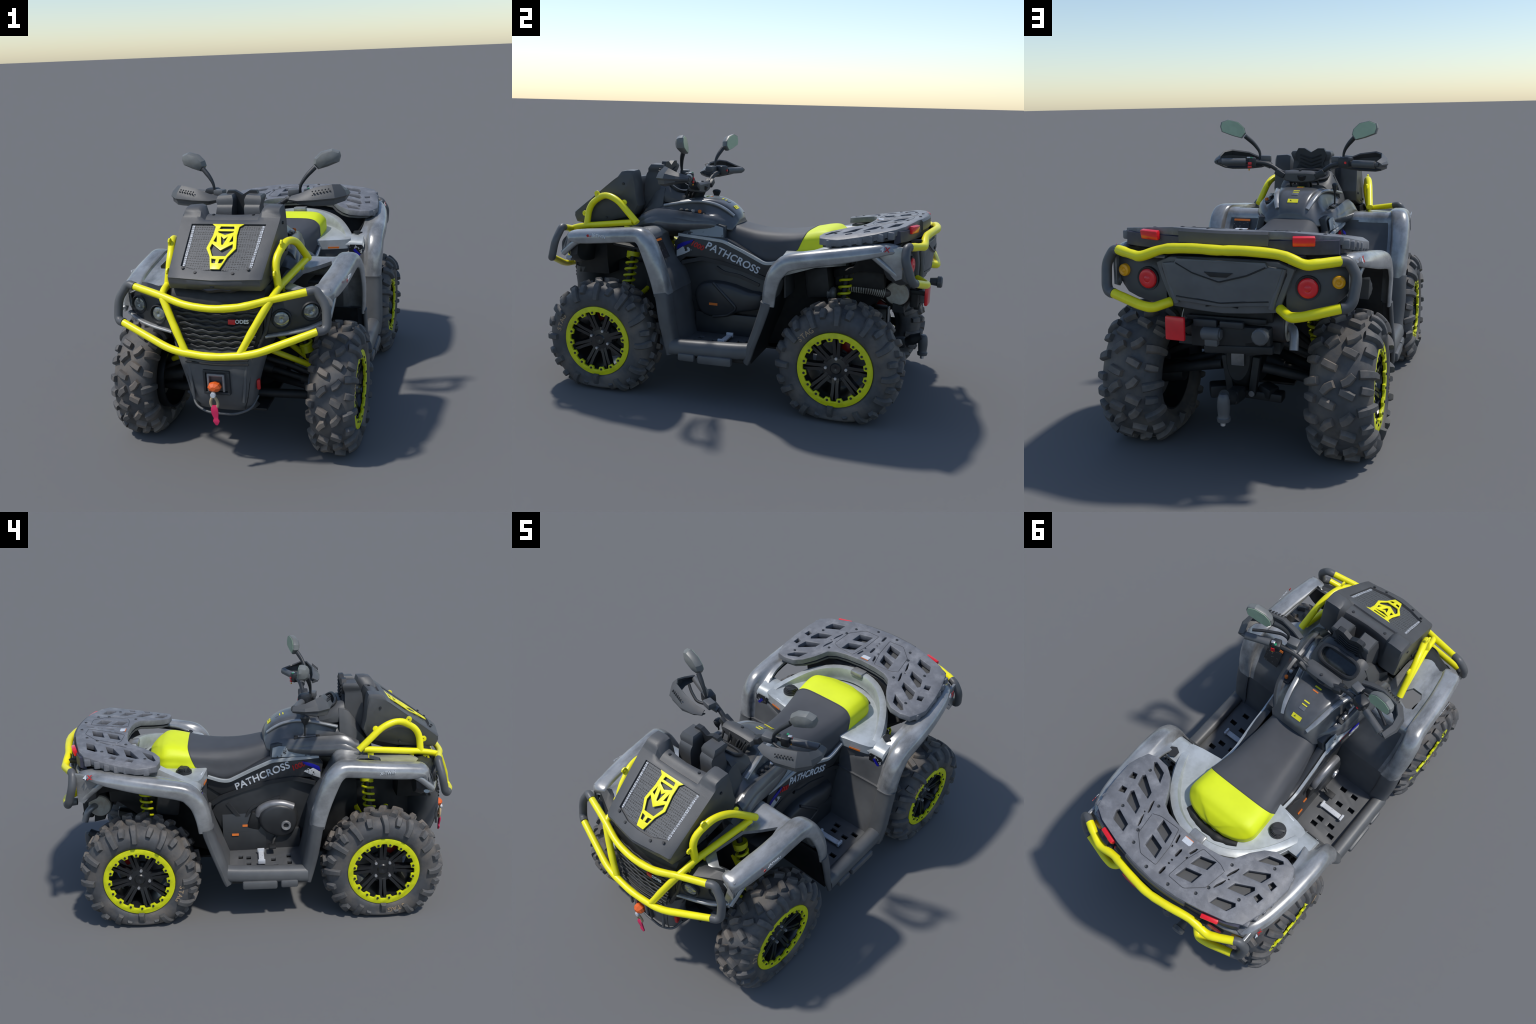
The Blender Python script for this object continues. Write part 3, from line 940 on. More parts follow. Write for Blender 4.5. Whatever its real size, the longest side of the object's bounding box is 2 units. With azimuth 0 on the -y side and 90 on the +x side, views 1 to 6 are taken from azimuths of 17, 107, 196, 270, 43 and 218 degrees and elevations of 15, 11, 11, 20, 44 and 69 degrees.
half_e = [(0.0, 0.010), (0.047, 0.001), (0.083, 0.0), (0.052, 0.027), (0.052, 0.075), (0.064, 0.144), (0.038, 0.187), (0.026, 0.228), (0.019, 0.249)]
emb_out = [(x, -t) for x, t in half_e] + [(-x, -t) for x, t in reversed(half_e) if x > 0]
emb_holes = [[(-0.030, -0.024), (0.030, -0.024), (0.034, -0.040), (-0.034, -0.040)],
             [(-0.036, -0.050), (0.036, -0.050), (0.034, -0.058), (0.0, -0.072), (-0.034, -0.058)],
             [(-0.036, -0.070), (-0.044, -0.106), (-0.026, -0.112)], [(0.036, -0.070), (0.044, -0.106), (0.026, -0.112)],
             [(-0.017, -0.076), (0.0, -0.092), (0.017, -0.076), (0.004, -0.124), (-0.004, -0.124)],
             [(-0.046, -0.118), (0.0, -0.152), (0.046, -0.118), (0.050, -0.142), (0.029, -0.184), (-0.029, -0.184), (-0.050, -0.142)],
             [(-0.029, -0.196), (-0.007, -0.198), (-0.006, -0.220), (-0.022, -0.220)], [(0.029, -0.196), (0.007, -0.198), (0.006, -0.220), (0.022, -0.220)]]
pe = finish(subdivided_plate(prism([emb_out] + emb_holes, 0.004, 0.0006), [], [-0.06, -0.12, -0.18]), 30)
put('hood_emblem', dip(on_slope(pe, 0.0080), 0.0200), YEL)
SCR = cyl(0.007, 0.006, 12, 0.0015)
for x, t in ((0.08, 0.275), (-0.08, 0.275), (0.140, 0.254), (-0.140, 0.254)):
    put('cover_screw', SCR, DARK, None, LEAN @ frame(SL0 + SLOPE * t + Vector((x, -0.012 * (1 - abs(x) / 0.2), 0)) + SN * 0.0135, (1, 0, 0), -SLOPE))
put('cover_lock', moved(cyl(0.012, 0.006, 16, 0.001), frame(Vector((0, -0.9165, 0.797)), (1, 0, 0), (0, 0.15, 1))), BLK)
for x in (0.09, -0.09):
    put('cover_screw', SCR, DARK, None, LEAN @ Matrix.Translation((x, -0.595, 1.017)))
for sg in (1, -1):
    for y, z in ((-0.60, 0.985), (-0.575, 0.86), (-0.80, 0.80), (-0.70, 0.805)):
        put('cover_screw', SCR, DARK, None, LEAN @ Matrix.Translation((sg * 0.221 * (1 - 0.085 * max(0, (-0.66 - y) / 0.23)), y, z)) @ RY(90))
put('radiator_core', box((0.36, 0.24, 0.10), (0, -0.68, 0.80), RX(20), 0.01), BLK)
put('cover_lip', loft([[(x, -0.90 + 0.06 * (x / 0.19) ** 2 + dy, z + 0.015 * (x / 0.19) ** 2 + 0.004 * math.sin(x * 70)) for dy, z in ((0.0, 0.79), (-0.004, 0.772), (0.01, 0.758), (0.05, 0.765), (0.05, 0.79))]
                             for x in [-0.185 + 0.37 * k / 12 for k in range(13)]], nu=2, nv=1, smooth=30), PURP)

# ================================================================== SNORKELS, DASH
both('snorkel', loft([
    [(0.030, -0.449, 0.84), (0.108, -0.449, 0.84), (0.115, -0.539, 0.84), (0.030, -0.539, 0.84)],
    [(0.030, -0.444, 0.98), (0.100, -0.444, 0.98), (0.106, -0.534, 0.98), (0.030, -0.534, 0.98)],
    [(0.028, -0.446, 1.03), (0.094, -0.446, 1.03), (0.098, -0.529, 1.03), (0.028, -0.529, 1.03)],
    [(0.026, -0.442, 1.045), (0.096, -0.439, 1.045), (0.098, -0.519, 1.045), (0.028, -0.516, 1.045)],
    [(0.026, -0.434, 1.075), (0.104, -0.432, 1.070), (0.104, -0.516, 1.062), (0.026, -0.514, 1.066)],
    [(0.036, -0.439, 1.086), (0.098, -0.439, 1.082), (0.098, -0.502, 1.082), (0.034, -0.502, 1.086)],
], nu=2, nv=1, smooth=32), HOOD)
put('snorkel_screen', loft([[(x, y, z) for x, z in ((-0.095, 0.955), (-0.062, 1.02), (-0.082, 1.068), (-0.066, 1.098), (-0.035, 1.098), (0, 1.078), (0.035, 1.098), (0.066, 1.098), (0.082, 1.068), (0.062, 1.02), (0.095, 0.955))]
                            for y in (-0.432, -0.455)], nu=1, nv=1, smooth=20), DARK)
ribs = [tube([(-0.055, -0.429, 1.065 - i * 0.018), (0, -0.429, 1.045 - i * 0.018), (0.055, -0.429, 1.065 - i * 0.018)], 0.003, 0.005, seg=6) for i in range(5)]
put('screen_rib', joined(ribs), BLK, None, None, 'stuff')
put('snorkel_base', loft([
    sym([(0, -0.57, 0.80), (0.13, -0.57, 0.79), (0.17, -0.57, 0.77), (0.18, -0.57, 0.70), (0, -0.57, 0.70)]),
    sym([(0, -0.53, 0.86), (0.13, -0.53, 0.84), (0.165, -0.53, 0.82), (0.18, -0.53, 0.72), (0, -0.53, 0.72)]),
    sym([(0, -0.46, 0.96), (0.125, -0.46, 0.945), (0.155, -0.46, 0.89), (0.18, -0.46, 0.74), (0, -0.46, 0.74)]),
    sym([(0, -0.41, 0.975), (0.125, -0.41, 0.965), (0.150, -0.41, 0.90), (0.17, -0.41, 0.76), (0, -0.41, 0.76)]),
], nu=2, nv=1, smooth=32), HOOD)
# instrument pod with an oval gauge
POD = loft([
    sym([(0, -0.440, 0.990), (0.085, -0.440, 0.988), (0.118, -0.440, 0.965), (0.130, -0.440, 0.90), (0, -0.440, 0.86)]),
    sym([(0, -0.405, 0.986), (0.088, -0.405, 0.984), (0.122, -0.405, 0.960), (0.134, -0.405, 0.895), (0, -0.405, 0.86)]),
    sym([(0, -0.345, 0.950), (0.085, -0.345, 0.948), (0.118, -0.345, 0.932), (0.130, -0.345, 0.89), (0, -0.345, 0.85)]),
    sym([(0, -0.312, 0.926), (0.07, -0.312, 0.925), (0.100, -0.312, 0.916), (0.115, -0.312, 0.88), (0, -0.312, 0.85)]),
], nu=2, nv=2, smooth=40)
GN = (0, 0.52, 0.85)


def oval(w, h, n=28):
    out = []
    for k in range(n):
        a = 2 * math.pi * k / n
        c, s = math.cos(a), math.sin(a)
        out.append((w * math.copysign(abs(c) ** 0.62, c), h * math.copysign(abs(s) ** 0.7, s)))
    return out


GM0 = frame((0, -0.368, 0.970), (1, 0, 0), (0, -0.85, 0.52))
GM = frame((0, -0.390, 0.928), (1, 0, 0), (0, -0.85, 0.52))
put('instrument_pod', boolean(POD, [moved(prism([oval(0.099, 0.041)], 0.10), GM0)]), HOOD)
put('gauge_bezel', moved(prism([oval(0.108, 0.047), oval(0.097, 0.039)], 0.012, 0.003), GM0), DARK)
g_ = put('gauge', moved(prism([oval(0.099, 0.039)], 0.006), GM), GAUG)
sub('gauge_screen', moved(box((0.052, 0.05, 0.004), (0, 0, 0.003), None, 0.001), GM), GRNG, g_)
for sx in (-1, 1):
    sub('gauge_dial', moved(lathe([(0, 0.018), (0.003, 0.018), (0.003, 0.026), (0, 0.026)], 24), GM @ Matrix.Translation((sx * 0.06, 0, 0.003)) @ RY(-90)), DARK, g_)
    sub('gauge_needle', moved(box((0.003, 0.018, 0.002), (sx * 0.06, -0.008, 0.005), None, 0), GM), ORGD, g_)
    sub('warning_lamp', moved(box((0.006, 0.004, 0.002), (sx * 0.018, 0.031, 0.005), None, 0), GM), REDD, g_)

# steering column clutter in the well in front of the bar pad
cl = []
for i in range(9):
    x0 = rng.uniform(-0.07, 0.07)
    cl.append(tube([(x0, -0.33 + rng.uniform(-.01, .02), 0.90), (x0 + rng.uniform(-.03, .03), -0.30, 0.955 + rng.uniform(-.02, .02)), (x0 * 1.5, -0.27, 0.985)], 0.005, 0.02, seg=8))
put('control_cable', joined(cl), BLK, None, None, 'stuff')
put('steering_column', tube([(0, -0.30, 0.88), (0, -0.25, 0.985)], 0.03), BLK)

# ================================================================== TANK COVER
tank = [
    sym([(0, -0.024, 0.816), (0.045, -0.026, 0.812), (0.062, -0.028, 0.804), (0.095, -0.032, 0.792), (0.115, -0.036, 0.780), (0.108, -0.036, 0.765), (0, -0.030, 0.76)]),
    sym([(0, -0.036, 0.846), (0.052, -0.040, 0.841), (0.070, -0.044, 0.828), (0.110, -0.050, 0.806), (0.132, -0.056, 0.790), (0.128, -0.056, 0.770), (0, -0.050, 0.76)]),
    sym([(0, -0.065, 0.876), (0.060, -0.068, 0.872), (0.078, -0.072, 0.857), (0.125, -0.080, 0.826), (0.150, -0.086, 0.804), (0.148, -0.088, 0.776), (0, -0.080, 0.75)]),
    sym([(0, -0.110, 0.904), (0.068, -0.112, 0.900), (0.088, -0.116, 0.884), (0.140, -0.120, 0.844), (0.172, -0.125, 0.822), (0.172, -0.130, 0.780), (0, -0.12, 0.74)]),
    sym([(0, -0.165, 0.919), (0.075, -0.165, 0.917), (0.098, -0.168, 0.900), (0.142, -0.170, 0.846), (0.188, -0.175, 0.834), (0.196, -0.180, 0.780), (0, -0.17, 0.735)]),
    sym([(0, -0.235, 0.922), (0.085, -0.235, 0.920), (0.112, -0.235, 0.904), (0.146, -0.238, 0.845), (0.200, -0.240, 0.838), (0.212, -0.245, 0.775), (0, -0.24, 0.725)]),
    sym([(0, -0.300, 0.912), (0.100, -0.300, 0.912), (0.130, -0.300, 0.902), (0.155, -0.302, 0.850), (0.208, -0.302, 0.844), (0.222, -0.305, 0.770), (0, -0.30, 0.715)]),
    sym([(0, -0.360, 0.900), (0.115, -0.360, 0.900), (0.145, -0.360, 0.892), (0.170, -0.360, 0.866), (0.212, -0.355, 0.848), (0.228, -0.355, 0.770), (0, -0.36, 0.70)]),
    sym([(0, -0.430, 0.870), (0.125, -0.430, 0.870), (0.155, -0.430, 0.868), (0.185, -0.430, 0.860), (0.220, -0.430, 0.846), (0.236, -0.430, 0.780), (0, -0.43, 0.70)]),
    sym([(0, -0.500, 0.800), (0.130, -0.500, 0.805), (0.165, -0.500, 0.815), (0.200, -0.500, 0.818), (0.228, -0.500, 0.806), (0.240, -0.500, 0.765), (0, -0.50, 0.70)]),
    sym([(0, -0.560, 0.770), (0.140, -0.560, 0.772), (0.175, -0.560, 0.778), (0.205, -0.560, 0.778), (0.230, -0.560, 0.770), (0.240, -0.560, 0.750), (0, -0.56, 0.70)]),
]
def sink_left(me):
    """the selector side of the tank cover sits lower and further in"""
    for v in me.vertices:
        f = max(0.0, min(1.0, (-v.co.x - 0.10) / 0.06))
        v.co.z -= 0.022 * f
        v.co.x += 0.010 * f
    return me


put('tank_cover', sink_left(loft(tank, nu=3, nv=4, smooth=50)), GUNM)
# bright raised rail that frames the centre panel, and the lower wing
both('tank_rail', tube([(0.068, -0.052, 0.838), (0.084, -0.085, 0.868), (0.096, -0.13, 0.892), (0.106, -0.19, 0.906), (0.122, -0.25, 0.906), (0.140, -0.32, 0.896), (0.158, -0.40, 0.880)], 0.012, 0.04, squash=(0.7, 1.2)), SILV)
WING = loft([
    [(0.080, -0.050, 0.820), (0.125, -0.056, 0.792), (0.130, -0.062, 0.774), (0.09, -0.06, 0.78)],
    [(0.130, -0.100, 0.836), (0.160, -0.096, 0.812), (0.162, -0.100, 0.780), (0.13, -0.10, 0.79)],
    [(0.170, -0.180, 0.850), (0.198, -0.180, 0.836), (0.204, -0.185, 0.785), (0.17, -0.18, 0.79)],
    [(0.184, -0.260, 0.858), (0.211, -0.260, 0.845), (0.221, -0.265, 0.780), (0.18, -0.26, 0.78)],
    [(0.186, -0.345, 0.862), (0.217, -0.345, 0.850), (0.233, -0.345, 0.780), (0.18, -0.345, 0.77)],
    [(0.190, -0.430, 0.864), (0.226, -0.430, 0.850), (0.240, -0.430, 0.790), (0.19, -0.43, 0.78)],
    [(0.200, -0.500, 0.834), (0.232, -0.500, 0.818), (0.244, -0.500, 0.775), (0.20, -0.50, 0.76)],
], nu=3, nv=2, smooth=40)
put('tank_wing', WING, GUNM)
put('tank_wing', sink_left(mirrored(WING)), GUNM)
put('switch_panel', loft([[(0.140, -0.18, 0.854), (0.185, -0.18, 0.846), (0.185, -0.18, 0.82), (0.14, -0.18, 0.82)], [(0.150, -0.32, 0.862), (0.198, -0.32, 0.854), (0.198, -0.32, 0.83), (0.15, -0.32, 0.83)]], nu=1, nv=1), DARK)
for y, mm in ((-0.20, ORGD), (-0.235, STEEL), (-0.27, DARK), (-0.30, DARK)):
    put('switch_knob', cyl(0.009, 0.014, 12, 0.002), mm, None, LEAN @ Matrix.Translation((0.168, y, 0.862)) @ RY(12))
gs = put('selector_dark_plate', box((0.03, 0.13, 0.008), (-0.162, -0.245, 0.834), RY(-12), 0.003), BLK)  # black plate laid on the cover where the slot is, nothing cut
sub('selector_gate', box((0.012, 0.09, 0.006), (-0.163, -0.245, 0.838), RY(-12), 0.001), GREYM, gs)
gl = put('gear_lever', tube([(-0.165, -0.235, 0.835), (-0.165, -0.235, 0.905)], 0.004), BLK)
sub('lever_knob', loft([[(-0.165 + r * math.cos(a) * 0.8, -0.237 + r * 1.3 * math.sin(a), z) for a in [2 * math.pi * k / 8 for k in range(8)]] for z, r in ((0.898, 0.006), (0.918, 0.014), (0.935, 0.019), (0.942, 0.016), (0.946, 0.004))], nu=1, nv=1, smooth=25), DARK, gl)
# centre labels on the tank
def tank_label(y, z, w, h, mat, pitch, name='warning_label', x=0.0):
    put(name, box((w, h, 0.002), (x, y, z), RX(pitch), 0.0), mat)


tank_label(-0.0625, 0.8752, 0.050, 0.022, YELD, -43)
tank_label(-0.105, 0.9025, 0.030, 0.018, GREYM, -24)
tank_label(-0.120, 0.9085, 0.028, 0.005, YELD, -20)
tank_label(-0.137, 0.9138, 0.030, 0.006, YELD, -16)
tank_label(-0.200, 0.9228, 0.030, 0.006, ORGD, -2)
tank_label(-0.222, 0.9238, 0.034, 0.007, YELD, 0)
tx = text_mesh('A', 0.014, 0.0004)
put('label_lettering', moved(tx, frame((0.010, -0.0618, 0.8772), (-1, 0, 0), (0, -0.73, 0.68))), DARK)

# ================================================================== SEAT
def seat_sec(yt, ys, yl, zt, zs, zl, wt, ws, wl, zb):
    def yy(z):
        return yl + (yt - yl) * max(0.0, min(1.0, (z - zl) / (zt - zl)))
    pts = [(0, zt), (wt * 0.7, zt - 0.001), (wt, zt - 0.007), (wt + (ws - wt) * 0.45 + 0.004, zt - 0.007 + (zs - zt + 0.007) * 0.36), (ws, zs), ((ws + wl) / 2 + 0.001, (zs + zl) / 2), (wl, zl)]
    return sym([(x, yy(z), z) for x, z in pts] + [(wl - 0.025, yl, zb), (0, yl, zb)])


seat_secs = [
    seat_sec(-0.085, -0.090, -0.085, 0.795, 0.755, 0.720, 0.090, 0.118, 0.128, 0.70),
    seat_sec(-0.030, -0.035, -0.045, 0.796, 0.750, 0.705, 0.094, 0.126, 0.137, 0.68),
    seat_sec(0.040, 0.040, 0.030, 0.783, 0.735, 0.683, 0.099, 0.135, 0.148, 0.65),
    seat_sec(0.110, 0.110, 0.105, 0.775, 0.727, 0.650, 0.104, 0.144, 0.158, 0.62),
    seat_sec(0.200, 0.200, 0.185, 0.775, 0.730, 0.642, 0.112, 0.153, 0.168, 0.62),
    seat_sec(0.290, 0.280, 0.255, 0.783, 0.745, 0.668, 0.124, 0.164, 0.176, 0.64),
    seat_sec(0.355, 0.340, 0.312, 0.795, 0.757, 0.690, 0.134, 0.173, 0.181, 0.65),
    seat_sec(0.430, 0.422, 0.410, 0.811, 0.768, 0.708, 0.142, 0.182, 0.186, 0.66),
    seat_sec(0.472, 0.468, 0.470, 0.812, 0.768, 0.716, 0.140, 0.184, 0.186, 0.67),
    seat_sec(0.500, 0.500, 0.500, 0.803, 0.765, 0.716, 0.112, 0.170, 0.173, 0.68),
    seat_sec(0.520, 0.520, 0.520, 0.794, 0.762, 0.715, 0.080, 0.150, 0.154, 0.68),
    seat_sec(0.540, 0.540, 0.540, 0.778, 0.757, 0.712, 0.050, 0.112, 0.116, 0.69),
    seat_sec(0.553, 0.553, 0.553, 0.764, 0.750, 0.710, 0.020, 0.060, 0.064, 0.69),
]
NU = 5
put('seat', loft(seat_secs, nu=NU, nv=4, smooth=60, rows=(0, 6 * NU + 1)), SEATB)
put('seat_back_pad', loft(seat_secs, nu=NU, nv=4, smooth=60, rows=(6 * NU, None)), SEATY)
# piping between the two covers
ring = spline(seat_secs[6], 4, True)
seam = [p + Vector((0, 0.001, 0)) for p in ring if p.z > 0.70]
half_r = sorted([p for p in seam], key=lambda p: math.atan2(p.z - 0.60, p.x))
put('seat_piping', tube([p + (p - Vector((0, p.y, 0.70))).normalized() * 0.0006 for p in half_r], 0.0028, bend=False, seg=8), SEATB)
put('seat_base', loft([sym([(0, y, zt), (w, y, zt), (w + 0.004, y, zb), (0, y, zb)]) for y, zt, zb, w in
                       ((-0.09, 0.74, 0.66, 0.128), (0.05, 0.69, 0.62, 0.148), (0.15, 0.65, 0.60, 0.160), (0.25, 0.66, 0.61, 0.172), (0.40, 0.712, 0.64, 0.182), (0.50, 0.715, 0.66, 0.16), (0.54, 0.715, 0.66, 0.10))], nu=3, nv=1, smooth=30), DARK)

# ================================================================== SIDE PANELS
def side_plate(outline, x, th, bevel=0.004):
    me = prism([outline], th, bevel)
    me.transform(Matrix(((0, 0, 1, x), (1, 0, 0, 0), (0, 1, 0, 0), (0, 0, 0, 1))))
    return me


def lean_out(me, f):
    for v in me.vertices:
        v.co.x += f(v.co.y, v.co.z)
    return me


def tuck(y, z):
    return 0.022 * max(0, min(1, (-y - 0.05) / 0.2)) - 0.22 * max(0, z - 0.70)


upper = [(-0.285, 0.742), (-0.24, 0.79), (-0.10, 0.80), (-0.068, 0.79), (-0.062, 0.735), (0.00, 0.708), (0.08, 0.665), (0.155, 0.628), (0.20, 0.632), (0.262, 0.662), (0.262, 0.600), (0.20, 0.555), (0.10, 0.585), (-0.05, 0.62), (-0.17, 0.64), (-0.26, 0.636), (-0.30, 0.60), (-0.315, 0.70)]
bm_ = subdivided_plate(side_plate(upper, 0.170, 0.034, 0.006), [], [-0.25, -0.2, -0.15, -0.1, -0.05])
SP_ = lean_out(finish(bm_, 35), tuck)
INM = LEAN @ Matrix.Translation((0.010, 0, 0))
put('side_panel', SP_, SIDE)
put('side_panel', mirrored(SP_), SIDE, None, INM)
both('side_graphic', lean_out(finish(subdivided_plate(side_plate([(-0.255, 0.748), (-0.225, 0.785), (-0.105, 0.795), (-0.072, 0.786), (-0.066, 0.742), (-0.12, 0.742)], 0.1875, 0.004, 0.001), [], [-0.2, -0.15, -0.1]), 35), tuck), SILVG)


def strip_along(pts, w, th, x):
    """flat strip following a polyline in the (y, z) side plane"""
    P = [Vector((0, a, b)) for a, b in fillet2(pts, 0.02)]
    secs_ = []
    n = len(P)
    for i, p in enumerate(P):
        d = (P[min(i + 1, n - 1)] - P[max(i - 1, 0)]).normalized()
        nn = Vector((0, -d.z, d.y))
        o = tuck(p.y, p.z)
        secs_.append([p + nn * a * w + Vector((x + o + b * th, 0, 0)) for a, b in ((-1, -1), (-0.8, 1), (0.8, 1), (1, -1))])
    return loft(secs_, nu=1, nv=1, smooth=40)


def fillet2(pts, r):
    return [(p.y, p.z) for p in fillet([(0, a, b) for a, b in pts], r)]


both('side_stripe', strip_along([(-0.30, 0.742), (-0.20, 0.735), (-0.066, 0.722), (0.04, 0.680), (0.157, 0.626), (0.20, 0.631), (0.262, 0.655)], 0.0085, 0.006, 0.188), PALE)
LOW = [(-0.28, 0.60), (-0.17, 0.628), (-0.05, 0.608), (0.08, 0.575), (0.20, 0.535), (0.25, 0.50)]
both('side_moulding', strip_along(LOW, 0.012, 0.007, 0.178), DARK)
# lettering: each side reads left to right
slope_dir = Vector((0, 0.276, -0.112)).normalized()
upv = Vector((0, 0.112, 0.276)).normalized()
word = text_mesh('PATHCROSS', 0.052, 0.0015, shear=0.1, spacing=1.06, bold=0.0009)
mid = Vector((0.1875, -0.012, 0.642))
wl_ = lean_out(finish(subdivided_plate(moved(word, frame(mid, slope_dir, upv)), [], [-0.25, -0.2, -0.15, -0.1, -0.05]), 30), tuck)
put('model_lettering', wl_, WHITE)
wr_ = moved(word, frame((-mid.x, mid.y, mid.z), -slope_dir, upv))
wr_ = lean_out(finish(subdivided_plate(wr_, [], [-0.25, -0.2, -0.15, -0.1, -0.05]), 30), lambda y, z: -tuck(y, z))
put('model_lettering', wr_, WHITE, None, INM)
for sg in (1, -1):
    n_ = text_mesh('1000', 0.036, 0.0015, shear=0.1, bold=0.0012)
    d = slope_dir * sg
    put('engine_size_lettering', lean_out(moved(n_, frame((sg * 0.1882, -0.196, 0.692), d, upv)), lambda y, z: sg * tuck(y, z)), REDD, None, LEAN if sg > 0 else INM)
both('blue_flash', moved(side_plate([(-0.30, 0.690), (-0.27, 0.705), (-0.215, 0.722), (-0.225, 0.708), (-0.262, 0.690), (-0.305, 0.668)], 0.2085, 0.004, 0.001), IDM), BLUE)
both('white_flash', moved(side_plate([(-0.305, 0.660), (-0.27, 0.684), (-0.255, 0.676), (-0.245, 0.682), (-0.225, 0.668), (-0.262, 0.648), (-0.305, 0.630)], 0.2080, 0.004, 0.001), IDM), mottled('smeared_white', (0.5, 0.52, 0.54), (0.012, 0.012, 0.014), 40, 0.55))  # broken white copies smeared decals of the scan

# lower covers differ: belt cover on +x, open engine casing on -x
low_out = [(-0.29, 0.61), (-0.17, 0.62), (-0.05, 0.605), (0.08, 0.572), (0.21, 0.53), (0.245, 0.46), (0.20, 0.36), (0.16, 0.27), (-0.20, 0.26), (-0.24, 0.40)]
both('engine_side_cover', side_plate(low_out, 0.162, 0.03, 0.006), SIDE)
put('belt_cover', loft([[(x, -0.085 + k * (yy + 0.085), 0.42 + k * (zz - 0.42)) for yy, zz in ((-0.20, 0.455), (-0.17, 0.50), (-0.09, 0.515), (0.00, 0.505), (0.09, 0.48), (0.16, 0.47), (0.15, 0.40), (0.05, 0.375), (-0.03, 0.345), (-0.12, 0.335), (-0.18, 0.37))]
                        for x, k in ((0.17, 1.04), (0.205, 1.0), (0.220, 0.94), (0.228, 0.78))], nu=2, nv=2, smooth=40), SIDE)
put('belt_cover_rib', tube([(0.220, -0.10, 0.512), (0.229, -0.05, 0.47), (0.229, 0.03, 0.395), (0.220, -0.02, 0.352), (0.216, -0.10, 0.338)], 0.008, 0.02), SIDE)
put('cover_label', box((0.002, 0.045, 0.012), (0.2295, -0.095, 0.405), None, 0), ORGD)
put('cover_scoop', strip_along([(-0.10, 0.585), (-0.06, 0.560), (0.02, 0.552), (0.13, 0.512)], 0.010, 0.005, 0.178), SIDE)
# -x casing
ec = put('engine_casing', loft([[(x, -0.085 + k * (yy + 0.085), 0.40 + k * (zz - 0.40)) for yy, zz in ((-0.185, 0.42), (-0.165, 0.475), (-0.10, 0.50), (-0.04, 0.49), (0.005, 0.455), (0.015, 0.40), (-0.02, 0.345), (-0.09, 0.315), (-0.15, 0.325), (-0.18, 0.37))]
                                for x, k in ((-0.17, 1.05), (-0.20, 1.0), (-0.222, 0.93), (-0.230, 0.80))], nu=2, nv=2, smooth=40), SIDE)
sub('casing_rim', tube([(-0.200, -0.165, 0.472), (-0.200, -0.105, 0.496), (-0.198, -0.04, 0.490), (-0.194, 0.005, 0.462), (-0.190, 0.012, 0.43)], 0.022, 0.04), GREYM, ec)
sub('casing_plug', moved(lathe([(0, 0.0), (0.001, 0.013), (0.008, 0.015), (0.009, 0.024), (0, 0.026)], 20, close=False), Matrix.Translation((-0.229, -0.125, 0.385)) @ RZ(180)), STEEL, ec)
put('cover_flare', loft([[(-0.165, y, 0.44), (-0.180, y, 0.43), (-0.200, y, 0.37), (-0.212, y, 0.30), (-0.212, y, 0.24), (-0.165, y, 0.24)] for y in (0.20, 0.16, 0.06, -0.02)], nu=2, nv=2, smooth=40), SIDE)
put('casing_dark_block', box((0.03, 0.07, 0.09), (-0.190, 0.030, 0.40), RX(20), 0.01), BLK)  # solid black block in place of a recess
put('cover_brace', strip_along([(0.17, 0.50), (0.10, 0.40), (0.02, 0.345)], 0.012, 0.004, 0.178), SIDE).matrix_basis = LEAN @ MIR
for x, y, z, w in ((-0.1985, 0.076, 0.379, 0.045), (-0.2105, 0.137, 0.336, 0.035)):
    put('cover_label', box((0.004, w, 0.011), (x, y, z), RY(14), 0), ORGD)
put('cover_rib', strip_along([(0.09, 0.40), (0.05, 0.47), (-0.02, 0.50), (-0.10, 0.525)], 0.008, 0.006, 0.178), SIDE).matrix_basis = LEAN @ MIR

# ================================================================== FENDERS
RAIL = 0.085


def fender_section(y, z, ny, nz, xin, xout, drop, off, rail=0.085, th=0.016):
    xout += 0.013 * min(1.0, max(0.0, (0.86 - abs(y)) / 0.25)) if z > 0.30 else 0.004
    drop *= 0.92
    rail = min(rail, max(0.012, xout - xin - 0.03))
    n = Vector((0, ny, nz)).normalized()
    o = Vector((0, y, z))
    prof = [(xin, -off), (xout - rail - 0.02, -off), (xout - rail, -off * 0.25), (xout - rail + 0.014, 0.0), (xout - 0.032, 0.0), (xout - 0.010, -0.010), (xout, -0.028), (xout + 0.002, -drop * 0.7), (xout - 0.002, -drop),
            (xout - 0.014, -drop), (xout - 0.016, -0.034), (xout - 0.034, -th - 0.004), (xout - rail + 0.01, -th - 0.002), (xout - rail - 0.02, -off - th), (xin, -off - th)]
    return [o + n * b + Vector((a, 0, 0)) for a, b in prof]


